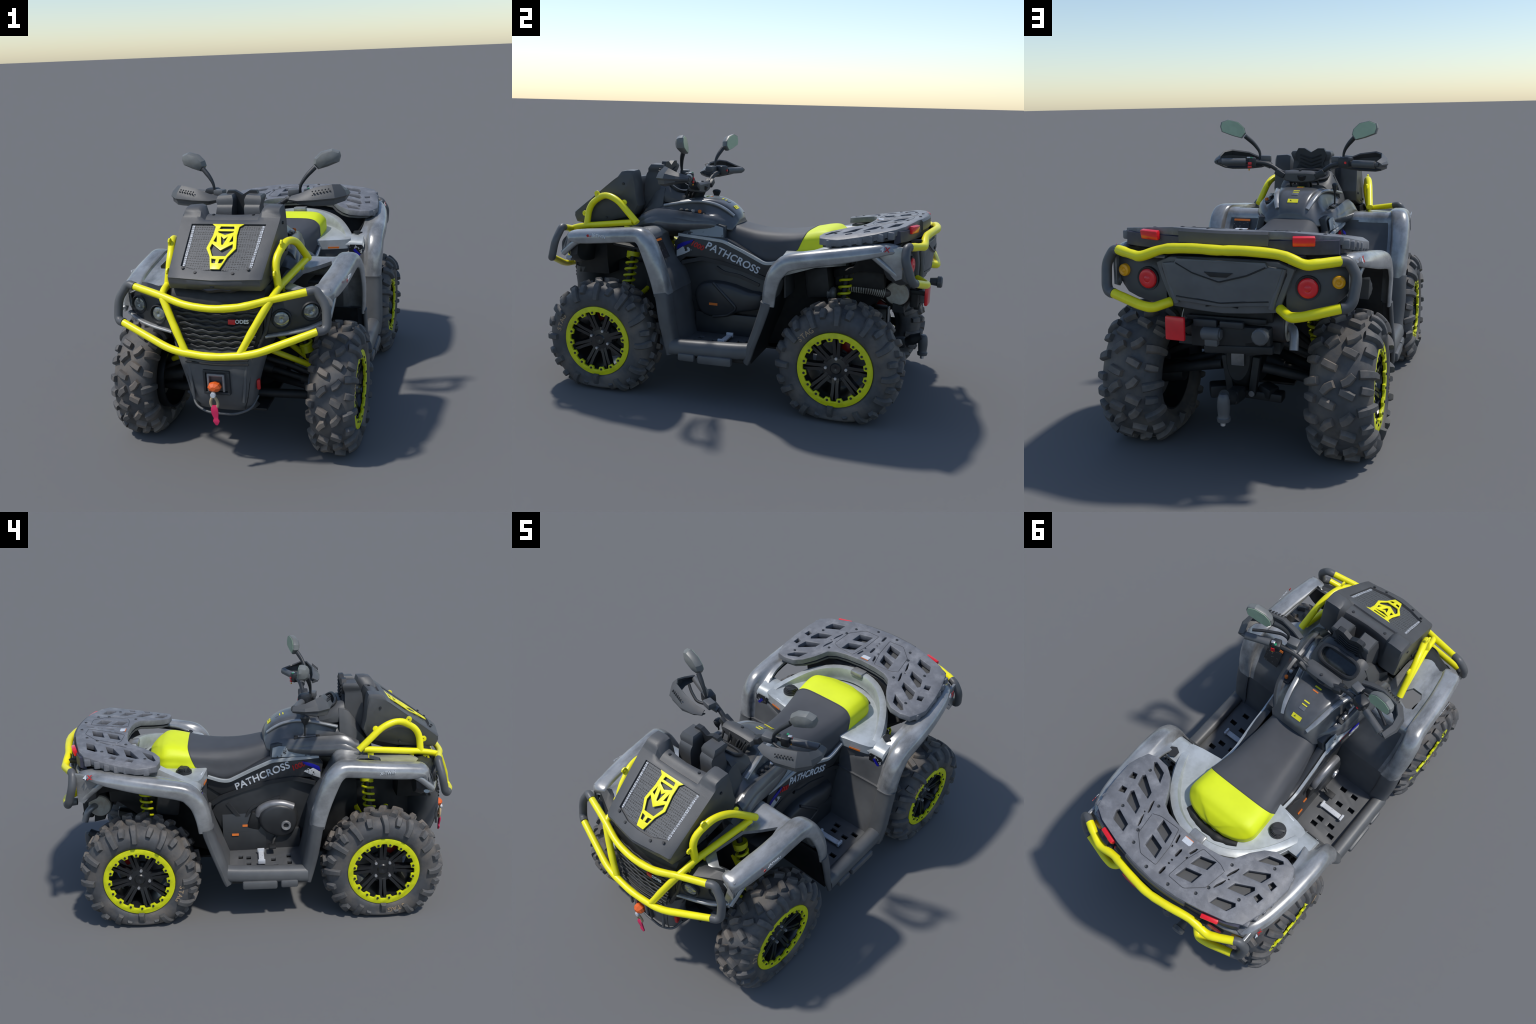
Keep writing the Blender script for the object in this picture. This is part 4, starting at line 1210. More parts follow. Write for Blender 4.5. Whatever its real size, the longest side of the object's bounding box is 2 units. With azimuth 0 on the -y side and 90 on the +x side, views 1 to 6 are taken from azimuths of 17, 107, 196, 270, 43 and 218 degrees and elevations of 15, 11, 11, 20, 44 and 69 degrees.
FF = [  # y, z, normal y, normal z, x inner, x outer, drop, inner offset
    (-0.818, 0.662, -0.95, 0.30, 0.430, 0.450, 0.030, 0.004),
    (-0.806, 0.715, -0.90, 0.45, 0.425, 0.458, 0.040, 0.008),
    (-0.785, 0.752, -0.55, 0.83, 0.300, 0.464, 0.055, 0.012),
    (-0.720, 0.768, -0.12, 0.99, 0.235, 0.468, 0.068, 0.018),
    (-0.600, 0.782, -0.10, 1.00, 0.230, 0.478, 0.070, 0.020),
    (-0.470, 0.797, -0.08, 1.00, 0.225, 0.486, 0.070, 0.020),
    (-0.400, 0.803, 0.06, 1.00, 0.215, 0.490, 0.070, 0.018),
    (-0.352, 0.793, 0.50, 0.86, 0.205, 0.496, 0.072, 0.032),
    (-0.306, 0.745, 0.87, 0.50, 0.200, 0.503, 0.074, 0.055),
    (-0.265, 0.655, 0.93, 0.36, 0.195, 0.506, 0.076, 0.050),
    (-0.240, 0.570, 0.97, 0.22, 0.190, 0.502, 0.074, 0.024),
    (-0.226, 0.495, 0.98, 0.18, 0.190, 0.496, 0.070, 0.010),
]
ff_mesh = loft([fender_section(*s) for s in FF], nu=5, nv=3, smooth=50)


def vcut(outline, z0, z1):
    me = prism([outline], z1 - z0)
    me.transform(Matrix.Translation((0, 0, (z0 + z1) / 2)))
    return me


ff_plus = boolean(ff_mesh.copy(), [vcut([(0.262, -0.70), (0.335, -0.752), (0.395, -0.748), (0.402, -0.62), (0.405, -0.50), (0.394, -0.452), (0.350, -0.50), (0.290, -0.56)], 0.70, 0.90)])
ff_minus = boolean(mirrored(ff_mesh), [vcut([(-x, y) for x, y in [(0.288, -0.536), (0.318, -0.584), (0.366, -0.583), (0.382, -0.554), (0.382, -0.482), (0.35, -0.464), (0.30, -0.49)]][::-1], 0.70, 0.90)])
put('arch_dark_plate', box((0.12, 0.15, 0.012), (0.365, -0.475, 0.700), RX(-6), 0.003), BLK)  # black plate added below the fender opening as its dark interior
put('fender', ff_plus, SILV)
put('fender', ff_minus, SILV)


def dark_faces(me, test):
    """faces of the leg wall that look at the rider are moulded in dark plastic"""
    if len(me.materials) < 2:
        me.materials.append(FLAR)
    for p in me.polygons:
        if test(p.center):
            p.material_index = 1


for me_ in (ff_plus, ff_minus):
    dark_faces(me_, lambda c: abs(c.x) < 0.402 and c.y > -0.362)
FL = [
    (-0.232, 0.508, 0.98, 0.18, 0.190, 0.503, 0.064, 0.012),
    (-0.224, 0.480, 0.98, 0.18, 0.190, 0.502, 0.062, 0.014),
    (-0.208, 0.380, 0.98, 0.17, 0.190, 0.503, 0.061, 0.014),
    (-0.192, 0.290, 0.98, 0.17, 0.190, 0.506, 0.057, 0.010),
    (-0.180, 0.235, 0.97, 0.25, 0.190, 0.508, 0.053, 0.006),
    (-0.178, 0.215, 0.97, 0.25, 0.190, 0.506, 0.050, 0.006),
]
both('leg_shield', loft([fender_section(*s) for s in FL], nu=4, nv=3, smooth=50), FLAR)
RL = [
    (0.158, 0.215, -0.97, 0.25, 0.190, 0.515, 0.037, 0.006),
    (0.162, 0.240, -0.97, 0.25, 0.190, 0.518, 0.044, 0.006),
    (0.180, 0.310, -0.96, 0.28, 0.190, 0.512, 0.049, 0.012),
    (0.208, 0.400, -0.96, 0.28, 0.190, 0.508, 0.052, 0.018),
    (0.232, 0.485, -0.97, 0.20, 0.190, 0.505, 0.055, 0.020),
    (0.234, 0.510, -0.98, 0.10, 0.190, 0.504, 0.056, 0.018),
]
both('leg_shield', loft([fender_section(*s) for s in RL], nu=4, nv=3, smooth=50), FLAR)
RF = [
    (0.238, 0.500, -0.98, 0.12, 0.200, 0.498, 0.070, 0.024),
    (0.244, 0.570, -0.98, 0.16, 0.200, 0.502, 0.074, 0.032),
    (0.262, 0.645, -0.92, 0.38, 0.345, 0.506, 0.078, 0.030),
    (0.300, 0.702, -0.72, 0.70, 0.365, 0.506, 0.080, 0.036),
    (0.350, 0.736, -0.35, 0.93, 0.385, 0.506, 0.078, 0.030),
    (0.440, 0.756, -0.18, 0.98, 0.400, 0.506, 0.074, 0.012),
    (0.580, 0.780, -0.17, 0.98, 0.395, 0.497, 0.070, 0.010),
    (0.720, 0.803, -0.15, 0.99, 0.385, 0.482, 0.060, 0.010),
    (0.800, 0.812, 0.05, 1.00, 0.380, 0.462, 0.050, 0.008),
    (0.850, 0.800, 0.50, 0.85, 0.380, 0.446, 0.040, 0.006),
]
for o_ in both('fender', loft([fender_section(*s, rail=0.075) for s in RF], nu=5, nv=3, smooth=50), SILV):
    dark_faces(o_.data, lambda c: abs(c.x) < 0.420 and c.y < 0.30 and c.z < 0.64)
# gusset behind the rear arch
both('fender_gusset', joined([side_plate([(0.72, 0.775), (0.86, 0.80), (0.862, 0.665), (0.838, 0.655), (0.78, 0.715), (0.735, 0.745)], 0.445, 0.014, 0.003),
                            tube([(0.462, 0.735, 0.757), (0.452, 0.79, 0.712), (0.440, 0.845, 0.668)], 0.014, squash=(1, 0.8))]), SILV)
both('fender_gusset', joined([tube([(0.452, -0.70, 0.725), (0.455, -0.745, 0.705), (0.448, -0.815, 0.645)], 0.016, squash=(1, 0.8)),
                             side_plate([(-0.68, 0.76), (-0.78, 0.75), (-0.815, 0.67), (-0.82, 0.64), (-0.80, 0.645), (-0.745, 0.70), (-0.68, 0.72)], 0.446, 0.012, 0.003)]), SILV)
# black sheets added below the fenders so the arches look dark
for st in (FF[2:], FL, RL, RF[:9]):
    secs_ = []
    for y, z, ny, nz, xi, xo, dr, of in st:
        n = Vector((0, ny, nz)).normalized()
        o = Vector((0, y, z))
        secs_.append([o + n * b + Vector((a, 0, 0)) for a, b in ((xi, -of - 0.020), ((xi + xo) / 2, -of * 0.5 - 0.026), (xo - 0.03, -0.034), (xo - 0.03, -0.040), ((xi + xo) / 2, -of * 0.5 - 0.032), (xi, -of - 0.026))])
    if st is RF[:9] or st[0] == RF[0]:
        both('arch_black_sheet', loft(secs_, nu=3, nv=1, smooth=50), BLK)
    elif st[0] != FF[2]:
        both('arch_black_sheet', loft(secs_, nu=3, nv=1, smooth=50), BLK)

# stickers on the bodywork
put('warning_label', box((0.085, 0.003, 0.090), (0.345, -0.3235, 0.684), RX(28), 0.0), LABEL)
put('label_header', box((0.085, 0.003, 0.011), (0.345, -0.3485, 0.730), RX(28), 0.0), ORGD)
for sg in (1, -1):
    t = text_mesh('X-TWIN', 0.020, 0.0008, shear=0.15, bold=0.0004)
    put('fender_lettering', moved(t, frame((sg * 0.4965, -0.590, 0.752), (0, sg, -0.10 if sg > 0 else 0.1), (0, 0, 1))), WHITE)
    put('fender_mark', box((0.0015, 0.012, 0.012), (sg * 0.4962, -0.648 if sg > 0 else -0.530, 0.75), RX(20), 0.0), REDD)
    t = text_mesh('4', 0.030, 0.0008, shear=0.1, bold=0.001)
    t2 = text_mesh('X', 0.030, 0.0008, shear=0.1, bold=0.001)
    ya, yb = (0.775, 0.797) if sg > 0 else (0.815, 0.793)
    put('drive_lettering', moved(t, frame((sg * 0.4765, ya, 0.790), (0, sg, 0), (-sg * 0.35, 0, 1))), WHITE)
    put('drive_lettering', moved(t2, frame((sg * 0.4765, yb, 0.790), (0, sg, 0), (-sg * 0.35, 0, 1))), REDD)

# ================================================================== FOOTWELLS
slots = []
for cx, cy in ((0.30, -0.13), (0.37, -0.13), (0.30, 0.075), (0.37, 0.075), (0.29, 0.115), (0.40, 0.12), (0.33, -0.05), (0.40, -0.06)):
    slots.append([(cx - 0.020, cy - 0.014), (cx + 0.020, cy - 0.014), (cx + 0.020, cy + 0.014), (cx - 0.020, cy + 0.014)])
floor_o = [(0.185, -0.205), (0.475, -0.205), (0.475, 0.185), (0.185, 0.185)]
both('footboard', moved(prism([floor_o] + slots, 0.016, 0.003), Matrix.Translation((0, 0, 0.239))), FLAR)
both('footboard_tray', box((0.29, 0.37, 0.02), (0.325, -0.01, 0.203), None, 0.004), BLK)
both('footboard_edge', loft([[(0.445, y, z + 0.005), (0.462, y, z + 0.030), (0.500, y, z + 0.026), (0.516, y, z - 0.002), (0.512, y, z - 0.035), (0.470, y, z - 0.038)] for y, z in ((-0.21, 0.248), (-0.15, 0.250), (0.0, 0.256), (0.12, 0.262), (0.185, 0.268))], nu=4, nv=3, smooth=50), FLAR)
both('footboard_bar', joined([box((0.034, 0.085, 0.038), (0.510, -0.118, 0.208), None, 0.010), box((0.036, 0.17, 0.042), (0.512, 0.025, 0.208), RX(1), 0.010)]), FLAR)
both('foot_peg', joined([box((0.13, 0.028, 0.010), (0.325, 0.010, 0.262), None, 0.003), box((0.012, 0.036, 0.022), (0.265, 0.010, 0.266), None, 0.002), box((0.012, 0.036, 0.022), (0.388, 0.010, 0.266), None, 0.002)]), BRAK)
both('footwell_wall', box((0.03, 0.38, 0.14), (0.190, -0.01, 0.285), None, 0.008), SIDE)
put('brake_pedal', joined([tube([(-0.20, -0.09, 0.34), (-0.215, -0.06, 0.30), (-0.255, -0.05, 0.285)], 0.008), box((0.05, 0.035, 0.012), (-0.265, -0.05, 0.288), None, 0.003)]), BLK)

# ================================================================== REAR COWL
deck = [(0.165, 0.262), (0.330, 0.290), (0.345, 0.33), (0.335, 0.42), (0.28, 0.52), (0.20, 0.60), (0.10, 0.64), (0, 0.65)]
deck_full = deck + [(-x, y) for x, y in reversed(deck) if x > 0]
inner_seat = [(0.165, 0.262), (0.19, 0.44), (0.175, 0.50), (0.10, 0.555), (0, 0.565)]
out_l = deck + [(-x, y) for x, y in reversed(deck[:-1])]
inn_l = [(-x, y) for x, y in inner_seat] + [(x, y) for x, y in reversed(inner_seat[:-1])]
inner_d = [(0.150, 0.262), (0.160, 0.30), (0.172, 0.36), (0.178, 0.44), (0.168, 0.49), (0.13, 0.525), (0.07, 0.55), (0, 0.555)]
zs_d = [0.694, 0.697, 0.700, 0.704, 0.708, 0.710, 0.712, 0.712]
dk = []
for (ix, iy), (ox, oy), z in zip(inner_d, deck, zs_d):
    dk.append([(ix, iy, z + 0.004), (ox * 0.5 + ix * 0.5, oy * 0.5 + iy * 0.5, z + 0.004), (ox, oy, z), (ox, oy, z - 0.05), (ix, iy, z - 0.05)])
dk += [[(-x, y, z) for x, y, z in s_] for s_ in reversed(dk[:-1])]
put('seat_cowl', loft(dk, nu=3, nv=1, smooth=40), PALE)
both('cowl_wall', loft([[(x, 0.262 + 0.028 * (x - 0.17) / 0.16 + dy, z) for x in (0.17, 0.25, 0.335)] + [(x, 0.30 + dy, z) for x in (0.335, 0.25, 0.17)] for z, dy in ((0.50, 0.012), (0.57, 0.010), (0.62, 0.006), (0.672, 0.002))], nu=2, nv=1, smooth=40), FLAR)
both('cowl_shoulder', loft([[(0.325, y, z1), (0.345, y, z1), (0.415, y, z2), (0.422, y, z2 - 0.015), (0.415, y, 0.665), (0.325, y, 0.665)]
                            for y, z1, z2 in ((0.288, 0.672, 0.668), (0.31, 0.695, 0.692), (0.35, 0.702, 0.704), (0.38, 0.705, 0.710), (0.415, 0.70, 0.705))], nu=2, nv=1, smooth=40), PALE)
both('side_sticker', box((0.070, 0.002, 0.070), (0.378, 0.2855, 0.635), RX(2), 0), GRAPH)
both('sticker_flash', box((0.045, 0.002, 0.014), (0.385, 0.2840, 0.628), RX(2) @ RY(50), 0), BLUE)
both('sticker_strip', box((0.060, 0.002, 0.009), (0.262, 0.2715, 0.655), RZ(10), 0), ORGD)
for sg in (1,):
    put('vent_black_disc', moved(cyl(0.028, 0.004, 6, 0), Matrix.Translation((0.378, 0.385, 0.7175))), BLK)  # black disc laid on the shoulder instead of a see-through hole
# raised horseshoe round the back of the seat
hs = [(0.338, 0.30, 0.700), (0.328, 0.36, 0.722), (0.288, 0.45, 0.750), (0.228, 0.540, 0.780), (0.145, 0.608, 0.800), (0.05, 0.640, 0.810)]
hsp = [Vector(p) for p in hs] + [Vector((-x, y, z)) for x, y, z in reversed(hs)]
secs_ = []
hsd = spline(hsp, 3)
for i, p in enumerate(hsd):
    d = (hsd[min(i + 1, len(hsd) - 1)] - hsd[max(i - 1, 0)])
    d.z = 0
    d.normalize()
    out = Vector((d.y, -d.x, 0))
    secs_.append([p + out * a + Vector((0, 0, b)) for a, b in ((-0.022, -0.085), (-0.017, -0.022), (-0.008, -0.014), (0.014, -0.016), (0.024, -0.026), (0.030, -0.09))])
put('cowl_ridge', loft(secs_, nu=1, nv=2, smooth=50), PALE)
put('cowl_latch', box((0.075, 0.055, 0.03), (0.0, 0.642, 0.790), RX(-6), 0.008), SILV)
put('fuel_cap', joined([moved(cyl(0.040, 0.024, 20, 0.005), Matrix.Translation((-0.244, 0.375, 0.708))), box((0.066, 0.016, 0.018), (-0.244, 0.375, 0.724), RZ(25), 0.004), moved(cyl(0.030, 0.02, 12, 0.004), Matrix.Translation((-0.244, 0.375, 0.722)))]), DARK)
put('fuel_label', box((0.055, 0.040, 0.002), (-0.250, 0.318, 0.6985), RZ(-8), 0), YELD)
put('fuel_label', box((0.05, 0.014, 0.002), (-0.245, 0.290, 0.6985), RZ(-8), 0), WHITE)
put('seat_latch_shroud', tube([(-0.14, 0.54, 0.70), (-0.06, 0.575, 0.705), (0.06, 0.575, 0.705), (0.14, 0.54, 0.70)], 0.022, 0.04, wob=0.4), BLK)

put('tail_body', loft([
    sym([(0, 0.52, 0.66), (0.22, 0.52, 0.66), (0.25, 0.52, 0.64), (0.24, 0.52, 0.60), (0, 0.52, 0.58)]),
    sym([(0, 0.62, 0.665), (0.30, 0.62, 0.665), (0.33, 0.62, 0.66), (0.32, 0.62, 0.64), (0, 0.62, 0.60)]),
    sym([(0, 0.67, 0.79), (0.34, 0.67, 0.77), (0.37, 0.66, 0.72), (0.34, 0.66, 0.66), (0, 0.66, 0.61)]),
    sym([(0, 0.75, 0.825), (0.38, 0.75, 0.805), (0.40, 0.75, 0.74), (0.34, 0.75, 0.66), (0, 0.75, 0.62)]),
    sym([(0, 0.865, 0.825), (0.40, 0.845, 0.805), (0.41, 0.84, 0.75), (0.33, 0.855, 0.63), (0, 0.87, 0.61)]),
], nu=2, nv=1, smooth=30), BLK)

# ================================================================== REAR RACK
half_r = [(0, 0.668), (0.09, 0.662), (0.155, 0.650), (0.198, 0.627), (0.235, 0.560), (0.275, 0.510), (0.318, 0.482), (0.375, 0.476), (0.425, 0.488), (0.448, 0.540), (0.458, 0.575), (0.450, 0.66), (0.437, 0.735), (0.408, 0.820), (0.350, 0.852), (0.235, 0.884), (0.125, 0.906), (0, 0.916)]
rack_o = half_r + [(-x, y) for x, y in reversed(half_r[1:-1])]
H = [[(0.289, 0.562), (0.310, 0.514), (0.362, 0.496), (0.372, 0.506), (0.350, 0.532)],
     [(0.279, 0.652), (0.287, 0.620), (0.355, 0.577), (0.364, 0.590), (0.352, 0.630)],
     [(0.268, 0.739), (0.278, 0.703), (0.341, 0.667), (0.350, 0.680), (0.335, 0.719)],
     [(0.252, 0.834), (0.259, 0.798), (0.324, 0.773), (0.332, 0.785), (0.317, 0.820)],
     [(0.076, 0.758), (0.086, 0.708), (0.146, 0.688), (0.140, 0.736)],
     [(0.062, 0.836), (0.072, 0.787), (0.135, 0.769), (0.128, 0.820)],
     [(0.214, 0.775), (0.216, 0.758), (0.228, 0.722), (0.233, 0.726), (0.231, 0.745), (0.220, 0.776)],
     [(0.224, 0.700), (0.226, 0.684), (0.238, 0.646), (0.244, 0.650), (0.242, 0.668), (0.231, 0.702)],
     [(0.236, 0.715), (0.236, 0.706), (0.244, 0.704), (0.244, 0.713)],
     [(0.036, 0.728), (0.044, 0.695), (0.053, 0.690), (0.052, 0.708), (0.046, 0.730)],
     [(0.036, 0.758), (0.038, 0.746), (0.046, 0.745), (0.045, 0.757)],
     [(0.385, 0.62), (0.392, 0.595), (0.412, 0.60), (0.408, 0.632)],
     [(0.372, 0.70), (0.378, 0.675), (0.400, 0.68), (0.395, 0.71)]]
holes = []
for h in H:
    hx, hy = sum(p[0] for p in h) / len(h), sum(p[1] for p in h) / len(h)
    k = 1.24 if max(p[0] for p in h) - min(p[0] for p in h) > 0.04 else 1.5
    h = [(hx + (p[0] - hx) * k, hy + (p[1] - hy) * min(k, 1.2)) for p in h]
    holes.append(h)
    holes.append([(-x, y) for x, y in reversed(h)])
holes += [[(-0.009, 0.775), (-0.009, 0.742), (0, 0.729), (0.009, 0.742), (0.009, 0.775), (0, 0.784)], [(-0.009, 0.875), (-0.009, 0.845), (0, 0.832), (0.009, 0.845), (0.009, 0.875), (0, 0.884)],
          [(-0.007, 0.805), (-0.007, 0.793), (0.007, 0.793), (0.007, 0.805)], [(-0.007, 0.824), (-0.007, 0.812), (0.007, 0.812), (0.007, 0.824)]]


def rack_z(x, y):
    a = abs(x)
    z = 0.8585 + 0.165 * (y - 0.695) - 0.05 * max(0, a - 0.20) - 0.30 * max(0, a - 0.415)
    z -= 0.25 * max(0, y - 0.895)
    return z


def rack_plate(outlines, th, lift, bevel):
    me = prism(outlines, th, bevel)
    bm = subdivided_plate(me, [-0.42, -0.35, -0.3, -0.25, -0.2, -0.15, -0.1, -0.05, 0, 0.05, 0.1, 0.15, 0.2, 0.25, 0.3, 0.35, 0.42], [0.52, 0.56, 0.6, 0.66, 0.72, 0.78, 0.84, 0.88])
    for v in bm.verts:
        v.co.z += rack_z(v.co.x, v.co.y) + lift
    return finish(bm, 32)


put('luggage_rack', rack_plate([rack_o] + holes, 0.030, -0.012, 0.003), RACK)
put('rack_tray', rack_plate([[(x * 0.97, 0.70 + (y - 0.70) * 0.95) for x, y in rack_o]], 0.010, -0.040, 0.0), HOOD)
# side kerb of the rack, stepped like cast ribs
for sg in (1, -1):
    for i in range(7):
        f = i / 6
        y = 0.535 + 0.27 * f
        x = 0.437 + 0.012 * math.sin(f * math.pi) - 0.022 * f
        put('rack_rib', box((0.030, 0.030, 0.034), (sg * x, y, rack_z(x, y) - 0.022), RZ(sg * -10), 0.006), RACK)
put('rack_lip', loft([[(x, yb + dy, z) for dy, z in ((0.0, 0.865), (0.004, 0.890), (0.010, 0.892), (0.018, 0.884), (0.020, 0.845), (0.006, 0.842))]
                      for x, yb in [(-0.165 + 0.33 * k / 10, 0.895 + 0.016 * (1 - abs(-1 + 0.2 * k) ** 2)) for k in range(11)]], nu=2, nv=1, smooth=40), HOOD)
put('rack_apron', loft([[(x, y + dy, z) for dy, z in ((-0.02, 0.866), (0.006, 0.862), (0.010, 0.815), (-0.02, 0.800))]
                             for x, y in ((-0.40, 0.835), (-0.34, 0.862), (-0.22, 0.890), (-0.12, 0.905), (0, 0.912), (0.12, 0.905), (0.22, 0.890), (0.34, 0.862), (0.40, 0.835))], nu=2, nv=1, smooth=40), PURP)
for sg in (1, -1):
    put('rack_reflector', box((0.078, 0.020, 0.034), (sg * 0.285, 0.888, 0.862), RZ(sg * -16) @ RX(-12), 0.004), RED)
put('rack_label', box((0.045, 0.028, 0.0015), (0.004, 0.695, rack_z(0, 0.695) + 0.0042), RZ(180), 0), BRAK)
put('rack_label', box((0.045, 0.006, 0.0016), (0.004, 0.681, rack_z(0, 0.681) + 0.0045), RZ(180), 0), ORGD)
RB = lathe([(0.0, 0.0), (0.002, 0.0), (0.002, 0.004), (0.003, 0.006), (0.0, 0.008)], 16, close=False)
for x, y in ((0.21, 0.652), (0.20, 0.792), (0.175, 0.845), (0.33, 0.75), (0.36, 0.545), (0.06, 0.89)):
    for sg in (1, -1):
        put('rack_bolt', RB, DARK, None, LEAN @ Matrix.Translation((sg * x, y, rack_z(x, y) + 0.003)) @ RY(-90))
# thin dark lines laid on the deck for panel outlines, nothing engraved
for sg in (1, -1):
    pts = [(sg * x, y, rack_z(x, y) + 0.0030) for x, y in ((0.205, 0.695), (0.17, 0.68), (0.07, 0.675), (0.045, 0.76), (0.035, 0.86), (0.12, 0.862), (0.19, 0.80), (0.205, 0.70))]
    put('rack_dark_line', tube(pts, 0.0012, 0.01, seg=6), DARK)

# ================================================================== REAR BAR, TAIL
rb = [(-0.416, 0.888, 0.800), (-0.34, 0.926, 0.793), (-0.298, 0.938, 0.792), (-0.215, 0.936, 0.820), (-0.10, 0.956, 0.832), (0, 0.966, 0.832), (0.10, 0.956, 0.832), (0.215, 0.936, 0.820), (0.298, 0.938, 0.792), (0.34, 0.926, 0.793), (0.416, 0.888, 0.800)]
put('tail_bar', tube(spline(rb, 5), 0.0185, bend=False, wob=0.12), YEL)
both('tail_bar_end', tube([(0.412, 0.888, 0.800), (0.440, 0.876, 0.797), (0.470, 0.878, 0.748), (0.460, 0.905, 0.665), (0.446, 0.915, 0.645), (0.424, 0.922, 0.643)], 0.0195, 0.025), FLAR)
both('tail_bar_stub', tube([(0.424, 0.922, 0.643), (0.30, 0.955, 0.614), (0.255, 0.958, 0.608), (0.205, 0.905, 0.622)], 0.0185, 0.02, wob=0.1), YEL)
for sg in (1, -1):
    put('bar_bracket', box((0.03, 0.06, 0.02), (sg * 0.27, 0.90, 0.805), RZ(sg * 20), 0.004), BLK)

# tail panel
tail = [(0.0, 0.792), (0.10, 0.790), (0.20, 0.785), (0.252, 0.762), (0.225, 0.69), (0.195, 0.612), (0.09, 0.606), (0.0, 0.602)]
tail_full = tail + [(-x, z) for x, z in reversed(tail[1:-1])]


def tail_plate(outline, y, th, bevel, holes=()):
    me = prism([outline] + list(holes), th, bevel)
    me = finish(subdivided_plate(me, [-0.2, -0.1, 0, 0.1, 0.2], [0.65, 0.7, 0.75]), 30)
    me.transform(Matrix(((1, 0, 0, 0), (0, 0, -1, y), (0, 1, 0, 0), (0, 0, 0, 1))))
    for v in me.vertices:
        v.co.y -= 0.9 * v.co.x ** 2 * 0.6 + 0.25 * max(0, 0.70 - v.co.z) * 0.5
    return me


put('tail_panel', tail_plate(tail_full, 0.926, 0.03, 0.005), TAILG)
lowp = [(0.0, 0.716), (0.10, 0.742), (0.165, 0.772), (0.215, 0.765), (0.180, 0.66), (0.170, 0.640), (0.08, 0.636), (0.0, 0.630)]
put('tail_inset', tail_plate(lowp + [(-x, z) for x, z in reversed(lowp[1:-1])], 0.948, 0.016, 0.006), TAILG)
vv = [(0.0, 0.722), (0.10, 0.748), (0.165, 0.778), (0.160, 0.787), (0.08, 0.789), (0.04, 0.790), (0.0, 0.790)]
put('tail_brow', tail_plate(vv + [(-x, z) for x, z in reversed(vv[1:-1])], 0.953, 0.020, 0.006), TAILG)
put('tail_dark_plate', tail_plate([(-0.05, 0.752), (0.05, 0.752), (0.03, 0.738), (-0.03, 0.738)], 0.9635, 0.006, 0.001), BLK)  # black plate set on the brow, no slot is cut
both('tail_facet', loft([[(0.0, 0.958, 0.716), (0.0, 0.948, 0.655), (0.0, 0.944, 0.655), (0.0, 0.944, 0.716)],
                         [(0.10, 0.948, 0.740), (0.09, 0.938, 0.664), (0.09, 0.932, 0.664), (0.10, 0.935, 0.740)],
                         [(0.165, 0.936, 0.766), (0.165, 0.926, 0.672), (0.165, 0.920, 0.672), (0.165, 0.922, 0.766)]], nu=1, nv=1, smooth=20), TAILG)
both('tail_band', tube([(0.0, 0.944, 0.640), (0.06, 0.940, 0.650), (0.16, 0.925, 0.652)], 0.004), HOOD)
def tail_line(pts, y0):
    out = []
    for x, z in pts:
        out.append((x, y0 - 0.54 * x * x - 0.125 * max(0, 0.70 - z), z))
    return tube(out, 0.0028, 0.008, seg=6)


put('tail_black_line', tail_line([(-0.165, 0.776), (-0.10, 0.746), (0.0, 0.719), (0.10, 0.746), (0.165, 0.776)], 0.9625), BLK)  # black lines added to set off the V and the panel edges
put('tail_black_line', tail_line([(-0.172, 0.652), (-0.08, 0.648), (0.0, 0.640), (0.08, 0.648), (0.172, 0.652)], 0.9560), BLK)
both('tail_black_line', tail_line([(0.195, 0.772), (0.232, 0.752), (0.208, 0.69), (0.182, 0.625)], 0.9420), BLK)
both('tail_black_line', tail_line([(0.060, 0.622), (0.03, 0.630), (0.0, 0.632)], 0.9450), BLK)
both('tail_edge', tube([(0.222, 0.915, 0.768), (0.186, 0.923, 0.66), (0.176, 0.918, 0.625)], 0.012), TAILG)
both('tail_lamp_housing', loft([
    [(0.225, y, z) for y, z in ((0.875, 0.770), (0.890, 0.70), (0.890, 0.604), (0.80, 0.61), (0.80, 0.775))],
    [(0.30, y, z) for y, z in ((0.868, 0.775), (0.884, 0.70), (0.884, 0.614), (0.80, 0.62), (0.80, 0.780))],
    [(0.39, y, z) for y, z in ((0.852, 0.778), (0.864, 0.72), (0.868, 0.640), (0.79, 0.65), (0.79, 0.785))],
    [(0.442, y, z) for y, z in ((0.832, 0.775), (0.838, 0.735), (0.832, 0.690), (0.78, 0.70), (0.78, 0.78))],
], nu=2, nv=2, smooth=45), HOOD)


def lens(r):
    return lathe([(-0.012, 0.0), (-0.012, r), (0.006, r), (0.011, r * 0.9), (0.014, r * 0.6), (0.012, r * 0.35), (0.015, r * 0.2), (0.015, 0.0)], 28, close=False)


LR, LA = lens(0.0365), lens(0.0235)
BR = lathe([(-0.012, 0.0375), (0.004, 0.0375), (0.006, 0.044), (-0.012, 0.046)], 28)
for sg in (1, -1):
    o = put('tail_lamp', LR, RED, None, LEAN @ frame((sg * 0.300, 0.885, 0.698), (sg * 0.12, 1, 0), (0, 0, 1)))
    sub('lamp_bezel', BR, DARK, o)
    put('turn_lamp', LA, AMB, None, LEAN @ frame((sg * 0.404, 0.862, 0.720), (sg * 0.22, 1, 0), (0, 0, 1)))
both('lamp_brow', tube([(0.23, 0.880, 0.780), (0.33, 0.872, 0.784), (0.44, 0.838, 0.785)], 0.010, squash=(0.7, 1.2)), SILV)

